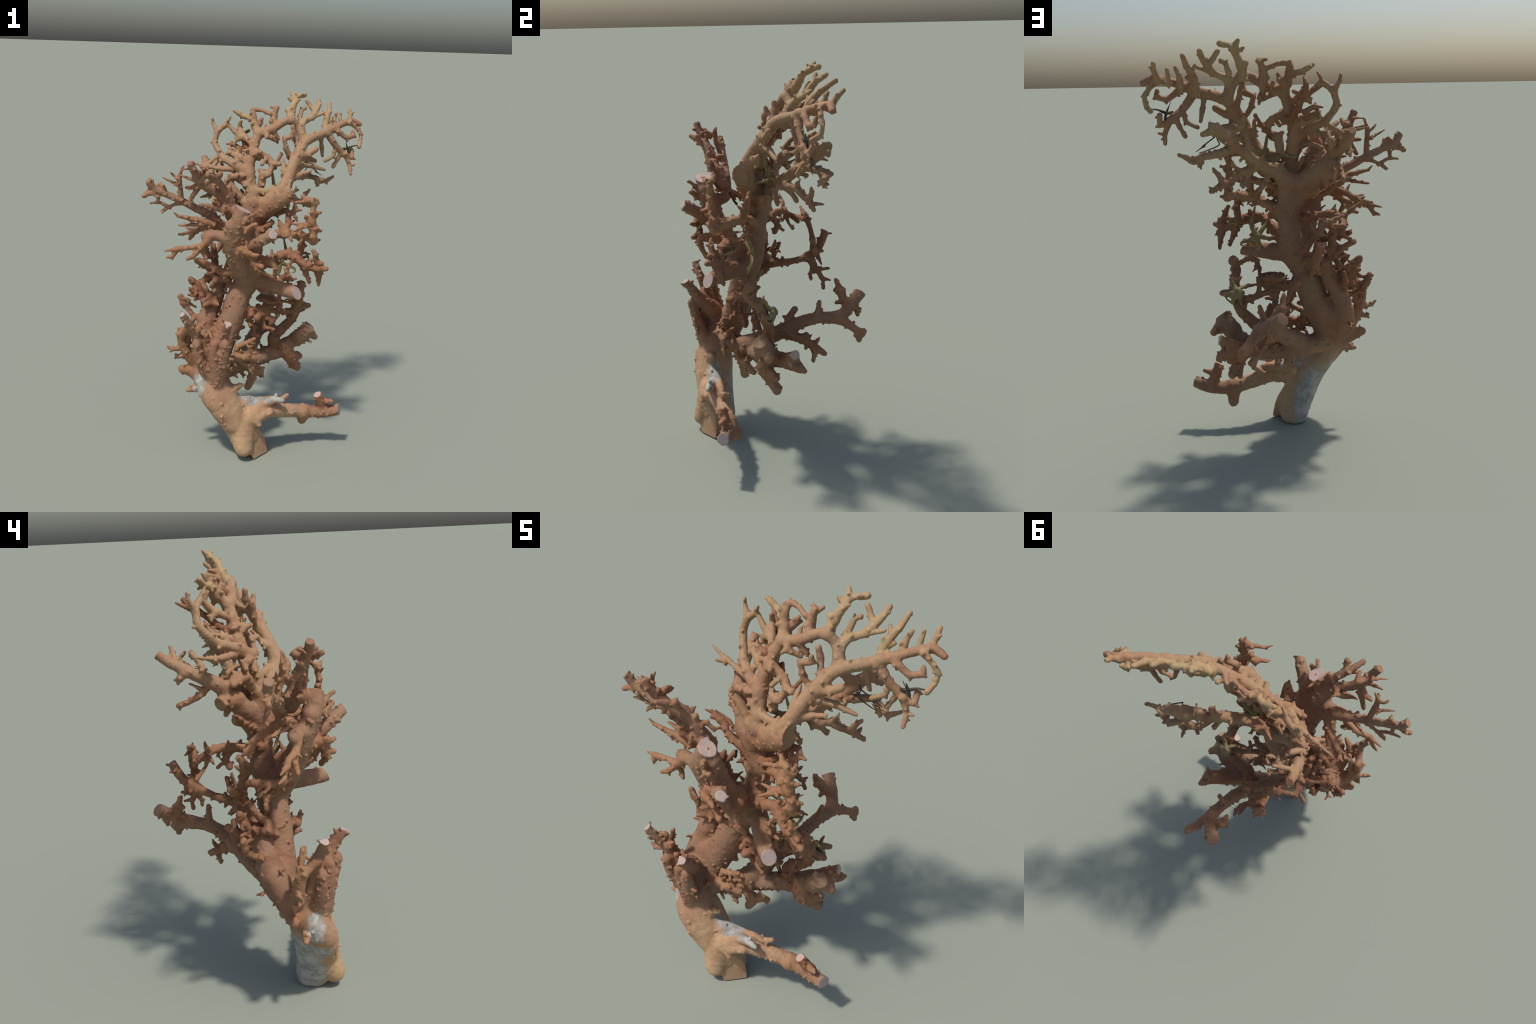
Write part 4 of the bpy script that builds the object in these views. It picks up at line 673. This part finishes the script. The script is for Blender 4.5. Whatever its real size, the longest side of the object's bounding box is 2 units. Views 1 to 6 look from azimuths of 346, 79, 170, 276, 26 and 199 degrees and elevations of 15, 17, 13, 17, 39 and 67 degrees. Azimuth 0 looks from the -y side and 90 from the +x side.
class Tree:
    """Small helper to write node trees as expressions."""
    def __init__(self, name):
        self.mat = bpy.data.materials.new(name)
        self.t = nodes_of(self.mat)
        self.co = self.add("ShaderNodeTexCoord").outputs["Object"]

    def add(self, kind, **props):
        n = self.t.nodes.new(kind)
        for k, v in props.items():
            setattr(n, k, v)
        return n

    def put(self, socket, value):
        if isinstance(value, bpy.types.NodeSocket):
            self.t.links.new(value, socket)
        else:
            socket.default_value = value

    def noise(self, scale, detail=4.0, rough=0.55, distort=0.0, at=None):
        n = self.add("ShaderNodeTexNoise")
        self.put(n.inputs["Vector"], at or self.co)
        n.inputs["Scale"].default_value = scale
        n.inputs["Detail"].default_value = detail
        n.inputs["Roughness"].default_value = rough
        n.inputs["Distortion"].default_value = distort
        return n.outputs["Fac"]

    def ramp(self, fac, lo, hi):
        n = self.add("ShaderNodeMapRange", interpolation_type="SMOOTHSTEP")
        self.put(n.inputs["Value"], fac)
        n.inputs["From Min"].default_value = lo
        n.inputs["From Max"].default_value = hi
        return n.outputs["Result"]

    def math(self, op, a, b=0.0):
        n = self.add("ShaderNodeMath", operation=op)
        self.put(n.inputs[0], a)
        self.put(n.inputs[1], b)
        return n.outputs[0]

    def mix(self, fac, a, b):
        n = self.add("ShaderNodeMix", data_type="RGBA")
        self.put(n.inputs["Factor"], fac)
        self.put(n.inputs[6], a)
        self.put(n.inputs[7], b)
        return n.outputs[2]

    def blob(self, centre, inner, outer, stretch=(1, 1, 1)):
        """1 inside an ellipsoid round centre, 0 outside, ragged border."""
        m = self.add("ShaderNodeVectorMath", operation="SUBTRACT")
        self.put(m.inputs[0], self.co)
        m.inputs[1].default_value = centre
        s = self.add("ShaderNodeVectorMath", operation="MULTIPLY")
        self.put(s.inputs[0], m.outputs[0])
        s.inputs[1].default_value = stretch
        l = self.add("ShaderNodeVectorMath", operation="LENGTH")
        self.put(l.inputs[0], s.outputs[0])
        d = self.math("ADD", l.outputs["Value"], self.math("MULTIPLY", self.math("SUBTRACT", self.noise(26, 5), 0.5), 0.07))
        return self.math("SUBTRACT", 1.0, self.ramp(d, inner, outer))

    def finish(self, colour, rough, grain, size):
        p = self.add("ShaderNodeBsdfPrincipled")
        self.put(p.inputs["Base Color"], colour)
        self.put(p.inputs["Roughness"], rough)
        p.inputs["Specular IOR Level"].default_value = 0.25
        b = self.add("ShaderNodeBump")
        b.inputs["Strength"].default_value = grain
        b.inputs["Distance"].default_value = 0.002
        self.put(b.inputs["Height"], self.noise(size, 5, 0.6))
        self.put(p.inputs["Normal"], b.outputs[0])
        o = self.add("ShaderNodeOutputMaterial")
        self.t.links.new(p.outputs[0], o.inputs[0])
        return self.mat


def rgb(r, g, b):
    return (r, g, b, 1.0)


def skin_colour(T, tan, salmon, rust, warm):
    """Dried rind: three hues in soft clouds, greyed here and there, finely mottled."""
    grey = rgb(tan[0] * 0.86, tan[1] * 1.02, tan[2] * 1.22)
    c = T.mix(T.ramp(T.noise(5.0, 3), 0.38, 0.62), tan, salmon)
    c = T.mix(T.math("MULTIPLY", T.ramp(T.noise(11.0, 4, 0.6, 0.4), 0.55 - 0.1 * warm, 0.72), 0.35 + 0.4 * warm), c, rust)
    c = T.mix(T.math("MULTIPLY", T.ramp(T.noise(7.0, 3, 0.5, 0.8), 0.56, 0.7), 0.35), c, grey)
    v = T.ramp(T.noise(70.0, 3), 0.3, 0.7)
    return T.mix(T.math("MULTIPLY", v, 0.16), c, rgb(0.16, 0.085, 0.05))


STEM_HUES = ((0.30, 0.18, 0.107), (0.29, 0.152, 0.092), (0.235, 0.11, 0.06))
TWIG_HUES = ((0.34, 0.185, 0.098), (0.32, 0.155, 0.08), (0.25, 0.11, 0.055))
BASE_HUES = ((0.50, 0.325, 0.185), (0.45, 0.265, 0.155), (0.38, 0.20, 0.105))
FAN_HUES = ((0.37, 0.235, 0.13), (0.35, 0.195, 0.11), (0.29, 0.14, 0.07))
RUST_HUES = ((0.30, 0.155, 0.082), (0.27, 0.125, 0.066), (0.20, 0.088, 0.045))


def rind(name, hues=STEM_HUES, warm=0.5, zones=True, pale_tip=False):
    T = Tree(name)
    c = skin_colour(T, *[rgb(*h) for h in hues], warm)
    if zones:                                    # the worn foot and the fan are tan
        c = T.mix(T.blob((-0.13, -0.34, 0.14), 0.20, 0.42, (0.9, 1.0, 0.95)), c, skin_colour(T, *[rgb(*h) for h in BASE_HUES], 0.2))
        c = T.mix(T.blob((0.14, 0.03, 1.76), 0.36, 0.56, (0.85, 1.0, 1.1)), c, skin_colour(T, *[rgb(*h) for h in FAN_HUES], 0.35))
        chalk = T.mix(T.ramp(T.noise(18, 5, 0.65), 0.35, 0.65), rgb(0.46, 0.44, 0.40), rgb(0.27, 0.26, 0.235))
        chalk = T.mix(T.math("MULTIPLY", T.ramp(T.noise(20, 3, 0.5), 0.52, 0.75), 0.4), chalk, rgb(0.17, 0.145, 0.10))
        for blob in BARE:                        # rind lost, the chalky core shows
            c = T.mix(T.blob(*blob), c, chalk)
    if pale_tip:
        c = T.mix(T.math("MULTIPLY", T.ramp(T.noise(14, 3), 0.35, 0.6), 0.6), c, rgb(0.42, 0.31, 0.155))
    return T.finish(c, 0.72, 0.35, 160)


# patches where the rind is gone: (centre, inner, outer, stretch)
BARE = [((-0.365, -0.315, 0.42), 0.03, 0.05, (1.0, 0.8, 0.55)),
        ((-0.295, -0.345, 0.28), 0.025, 0.045, (1.0, 0.8, 0.5)),
        ((-0.20, -0.23, 0.10), 0.10, 0.14, (1.0, 0.9, 0.55)),
        ((-0.29, -0.24, 0.25), 0.06, 0.09, (1.0, 1.0, 0.7)),
        ((-0.08, -0.315, 0.36), 0.05, 0.075, (0.8, 1.0, 0.9)),
        ((0.01, -0.36, 0.36), 0.04, 0.055, (0.7, 1.0, 1.3)),
        ((0.08, -0.37, 0.345), 0.025, 0.04, (0.8, 1.0, 1.0))]
SKIN = rind("dried_rind")
SKIN_TWIG = rind("orange_twig_rind", TWIG_HUES, 0.5)
SKIN_RUST = rind("rusty_rind", RUST_HUES, 0.9, zones=False)
SKIN_TIP = rind("yellowed_tip_rind", FAN_HUES, 0.3, zones=False, pale_tip=True)


def cut_material():
    T = Tree("sawn_core")
    c = T.mix(T.ramp(T.noise(16, 3), 0.35, 0.65), rgb(0.50, 0.36, 0.30), rgb(0.40, 0.33, 0.32))
    c = T.mix(T.math("MULTIPLY", T.ramp(T.noise(60, 4), 0.45, 0.7), 0.4), c, rgb(0.40, 0.26, 0.18))
    return T.finish(c, 0.6, 0.2, 200)


def plain_material(name, a, b, scale):
    T = Tree(name)
    return T.finish(T.mix(T.ramp(T.noise(scale, 4), 0.35, 0.65), a, b), 0.65, 0.4, 220)


CUT = cut_material()
STAR = plain_material("olive_sea_star_skin", rgb(0.29, 0.225, 0.10), rgb(0.21, 0.16, 0.07), 40)
DARK = plain_material("dark_growth", rgb(0.035, 0.03, 0.022), rgb(0.09, 0.075, 0.05), 50)


# ---------------------------------------------------------------- parts
def mesh_object(name, verts, faces, mat, parent, normals=None):
    me = bpy.data.meshes.new(name)
    me.from_pydata(verts.tolist(), [], faces.tolist())
    me.materials.append(mat)
    me.polygons.foreach_set("use_smooth", np.ones(len(me.polygons), bool))
    if normals is not None:
        me.normals_split_custom_set_from_vertices(normals.tolist())
    ob = bpy.data.objects.new(name, me)
    bpy.context.scene.collection.objects.link(ob)
    ob.parent = parent
    return ob


colony = bpy.data.objects.new("dried_coral", None)
bpy.context.scene.collection.objects.link(colony)
colony["label"] = "dried tan branching sea coral with knobbly twigs and sawn stubs"
colony["category"] = "dried coral"

vote = OWN_V[Q]
FACE_OWNER = vote[:, 0].copy()                     # the owner most corners agree on
for a, b in ((1, 2), (1, 3), (2, 3)):
    FACE_OWNER = np.where(vote[:, a] == vote[:, b], vote[:, a], FACE_OWNER)
for b in (1, 2, 3):
    FACE_OWNER = np.where(vote[:, 0] == vote[:, b], vote[:, 0], FACE_OWNER)
FACE_CUT = np.where((ON_CUT[Q] >= 0).sum(1) >= 3, ON_CUT[Q].max(1), -1)

OBJECTS = {}


def key_of(name):
    """Strands that read as one limb share a part."""
    for whole in ("trunk", "front_stem"):
        if name.startswith(whole):
            return whole
    return name


def kind_of(name):
    if name.startswith("trunk"):
        return "trunk"
    if name in STEMS:
        return "stem"
    if name in BRANCHES:
        return "branch"
    return "twig"


def host_of(name):
    """The big limb that a twig belongs to: the longest one whose name it starts with."""
    best = ""
    for big in HOSTS:
        if name.startswith(HOSTS[big]) and len(HOSTS[big]) > len(best):
            best, host = HOSTS[big], big
    return host if best else "trunk"


def material_of(name):
    if name in YELLOW:
        return SKIN_TIP
    if name.startswith(("left_", "right_low", "right_dark", "mid_", "behind", "star_")) and name not in STEMS:
        return SKIN_RUST
    if name.startswith("trunk") or name in STEMS or name in BROAD:
        return SKIN
    return SKIN_TWIG


def part_from(mask, name, mat, parent):
    f = Q[mask]
    if not len(f):
        return None
    used, inv = np.unique(f, return_inverse=True)
    return mesh_object(name, V[used], inv.reshape(f.shape), mat, parent, N[used])


groups = {}
for i, L in enumerate(LIMBS):
    key = key_of(L["name"])
    groups.setdefault(key, []).append(i)
order = sorted(groups, key=lambda k: kind_of(k) == "twig")
for key in order:
    kind = kind_of(key)
    parent = colony if kind != "twig" else OBJECTS.get(host_of(key), colony)
    mask = np.isin(FACE_OWNER, groups[key]) & (FACE_CUT < 0)
    ob = part_from(mask, kind, material_of(key), parent)
    if ob:
        OBJECTS[key] = ob
for j, (i, c, n, r) in enumerate(CUTS):
    key = key_of(LIMBS[i]["name"])
    host = OBJECTS.get(key)
    if host and host.parent is not colony:
        host = host.parent
    part_from(FACE_CUT == j, "sawn_face", CUT if LIMBS[i]["name"] in PALE else material_of(LIMBS[i]["name"]), host or colony)
stray = (FACE_OWNER < 0) & (FACE_CUT < 0)
part_from(stray, "crust", SKIN, colony)


# ---------------------------------------------------------------- guests
def tube(points, flat=1.0, up=(0, 0, 1), sides=12):
    C = spline(np.array(points, float), 0.004)
    T = np.gradient(C[:, :3], axis=0)
    T /= np.linalg.norm(T, axis=1, keepdims=True) + 1e-9
    u = np.array(up, float)
    verts, faces = [], []
    for p, t in zip(C, T):
        s = np.cross(t, u)
        s /= np.linalg.norm(s) + 1e-9
        w = np.cross(s, t)
        u = w
        for k in range(sides):
            a = 2 * math.pi * k / sides
            verts.append(p[:3] + p[3] * (math.cos(a) * s + flat * math.sin(a) * w))
    n = len(C)
    for i in range(n - 1):
        for k in range(sides):
            b = (k + 1) % sides
            faces.append([i * sides + k, i * sides + b, (i + 1) * sides + b, (i + 1) * sides + k])
    me_v = np.array(verts)
    cap0, cap1 = len(me_v), len(me_v) + 1
    me_v = np.vstack([me_v, C[0, :3] - T[0] * C[0, 3] * 0.5, C[-1, :3] + T[-1] * C[-1, 3] * 0.8])
    tri = [[cap0, (k + 1) % sides, k] for k in range(sides)]
    tri += [[cap1, (n - 1) * sides + k, (n - 1) * sides + (k + 1) % sides] for k in range(sides)]
    return me_v, faces + tri


def simple_object(name, vf, mat, parent):
    v, f = vf
    me = bpy.data.meshes.new(name)
    me.from_pydata(v.tolist(), [], f)
    me.materials.append(mat)
    me.polygons.foreach_set("use_smooth", np.ones(len(me.polygons), bool))
    ob = bpy.data.objects.new(name, me)
    bpy.context.scene.collection.objects.link(ob)
    ob.parent = parent
    return ob


def drape(point, lift):
    """Lay a point on the nearest skin of the coral."""
    p = np.array(point[:3], float)
    d = ((V - p) ** 2).sum(1)
    k = int(d.argmin())
    return V[k] + N[k] * lift if d[k] < 0.05 ** 2 else p


def sea_star(centre, up, arms, disc):
    """A small olive star whose arms drape over the coral."""
    star = bpy.data.objects.new("sea_star", None)
    bpy.context.scene.collection.objects.link(star)
    star.parent = colony
    u = np.array(up, float)
    u /= np.linalg.norm(u)
    c = drape(centre, disc * 0.3)
    arms = [[(*drape(a, a[3] * 0.5), a[3]) for a in arm] for arm in arms]
    side = np.cross(u, (0.3, 0.2, 0.9))
    side /= np.linalg.norm(side)
    dome = [[*(c - side * disc * 0.9), disc * 0.3], [*(c + u * disc * 0.12), disc], [*(c + side * disc * 0.9), disc * 0.3]]
    simple_object("disc", tube(dome, 0.5, u), STAR, star)
    for arm in arms:
        simple_object("arm", tube([[*(c + u * 0.001), disc * 0.62]] + [list(a) for a in arm], 0.7, u), STAR, star)
    return star



sea_star((0.116, -0.135, 1.067), (0.1, 1, 0.2), [
    [(0.143, -0.145, 1.12, 0.011), (0.12, -0.16, 1.163, 0.005)],
    [(0.097, -0.14, 1.098, 0.010), (0.073, -0.15, 1.116, 0.005)],
    [(0.07, -0.135, 1.062, 0.010), (0.03, -0.12, 1.07, 0.005)],
    [(0.111, -0.14, 1.02, 0.010), (0.105, -0.145, 1.0, 0.008), (0.119, -0.155, 0.967, 0.004)],
    [(0.161, -0.14, 1.047, 0.010), (0.192, -0.15, 1.036, 0.008), (0.194, -0.165, 1.019, 0.006), (0.177, -0.17, 1.015, 0.004)],
], 0.022)
sea_star((0.239, -0.05, 0.812), (0.2, 0.9, 0.4), [
    [(0.254, -0.06, 0.842, 0.013), (0.268, -0.085, 0.862, 0.009), (0.275, -0.12, 0.86, 0.005)],
    [(0.21, -0.055, 0.819, 0.012), (0.172, -0.075, 0.833, 0.006)],
    [(0.216, -0.045, 0.772, 0.013), (0.208, -0.05, 0.738, 0.006)],
    [(0.258, -0.045, 0.775, 0.013), (0.274, -0.06, 0.747, 0.009), (0.285, -0.10, 0.74, 0.005)],
    [(0.276, -0.06, 0.804, 0.012), (0.289, -0.09, 0.783, 0.010), (0.28, -0.12, 0.79, 0.007), (0.25, -0.13, 0.80, 0.004)],
], 0.032)
sea_star((0.053, -0.03, 1.461), (0.2, 0.9, -0.2), [
    [(0.085, -0.04, 1.494, 0.014), (0.093, -0.05, 1.536, 0.007)],
    [(-0.003, -0.035, 1.462, 0.012), (-0.055, -0.045, 1.468, 0.009), (-0.101, -0.07, 1.492, 0.005)],
    [(0.12, -0.03, 1.49, 0.010), (0.13, -0.04, 1.513, 0.005)],
    [(0.027, -0.04, 1.438, 0.010), (0.02, -0.06, 1.41, 0.005)],
    [(0.09, -0.06, 1.43, 0.010), (0.10, -0.10, 1.42, 0.005)],
], 0.026)
sea_star((0.21, -0.245, 1.109), (0.1, 0.9, 0.2), [
    [(0.23, -0.255, 1.116, 0.008), (0.235, -0.28, 1.11, 0.005)],
    [(0.181, -0.25, 1.091, 0.007), (0.175, -0.28, 1.085, 0.005), (0.19, -0.305, 1.09, 0.004)],
    [(0.205, -0.25, 1.081, 0.006), (0.205, -0.28, 1.075, 0.004)],
    [(0.194, -0.245, 1.127, 0.007), (0.193, -0.25, 1.14, 0.005), (0.2, -0.29, 1.145, 0.004)],
], 0.015)


# ---------------------------------------------------------------- dark dead growth
def strand(*points):
    simple_object("dark_strand", tube([list(p) for p in points], 1.0, (0.2, 0.9, 0.3), 8), DARK, colony)


strand((0.320, 0.118, 1.600, 0.0030), (0.329, 0.114, 1.583, 0.0030), (0.375, 0.122, 1.550, 0.0028), (0.385, 0.124, 1.540, 0.0065), (0.400, 0.126, 1.530, 0.0026), (0.423, 0.128, 1.515, 0.0016))
strand((0.329, 0.114, 1.583, 0.0030), (0.322, 0.117, 1.560, 0.0026), (0.318, 0.118, 1.541, 0.0028), (0.365, 0.110, 1.520, 0.0026), (0.408, 0.104, 1.507, 0.0016))
strand((0.512, 0.030, 1.690, 0.0050), (0.535, 0.040, 1.685, 0.0080), (0.555, 0.048, 1.690, 0.0070), (0.580, 0.050, 1.700, 0.0040), (0.605, 0.045, 1.703, 0.0030))
strand((0.530, 0.040, 1.715, 0.0020), (0.540, 0.040, 1.690, 0.0060), (0.548, 0.042, 1.665, 0.0065), (0.552, 0.046, 1.645, 0.0030))
strand((0.520, 0.020, 1.735, 0.0014), (0.532, 0.030, 1.705, 0.0022), (0.540, 0.036, 1.690, 0.0040))
strand((-0.112, -0.170, 1.275, 0.0070), (-0.098, -0.188, 1.30, 0.0060), (-0.090, -0.200, 1.325, 0.0040), (-0.086, -0.207, 1.34, 0.0080), (-0.084, -0.212, 1.35, 0.0040))
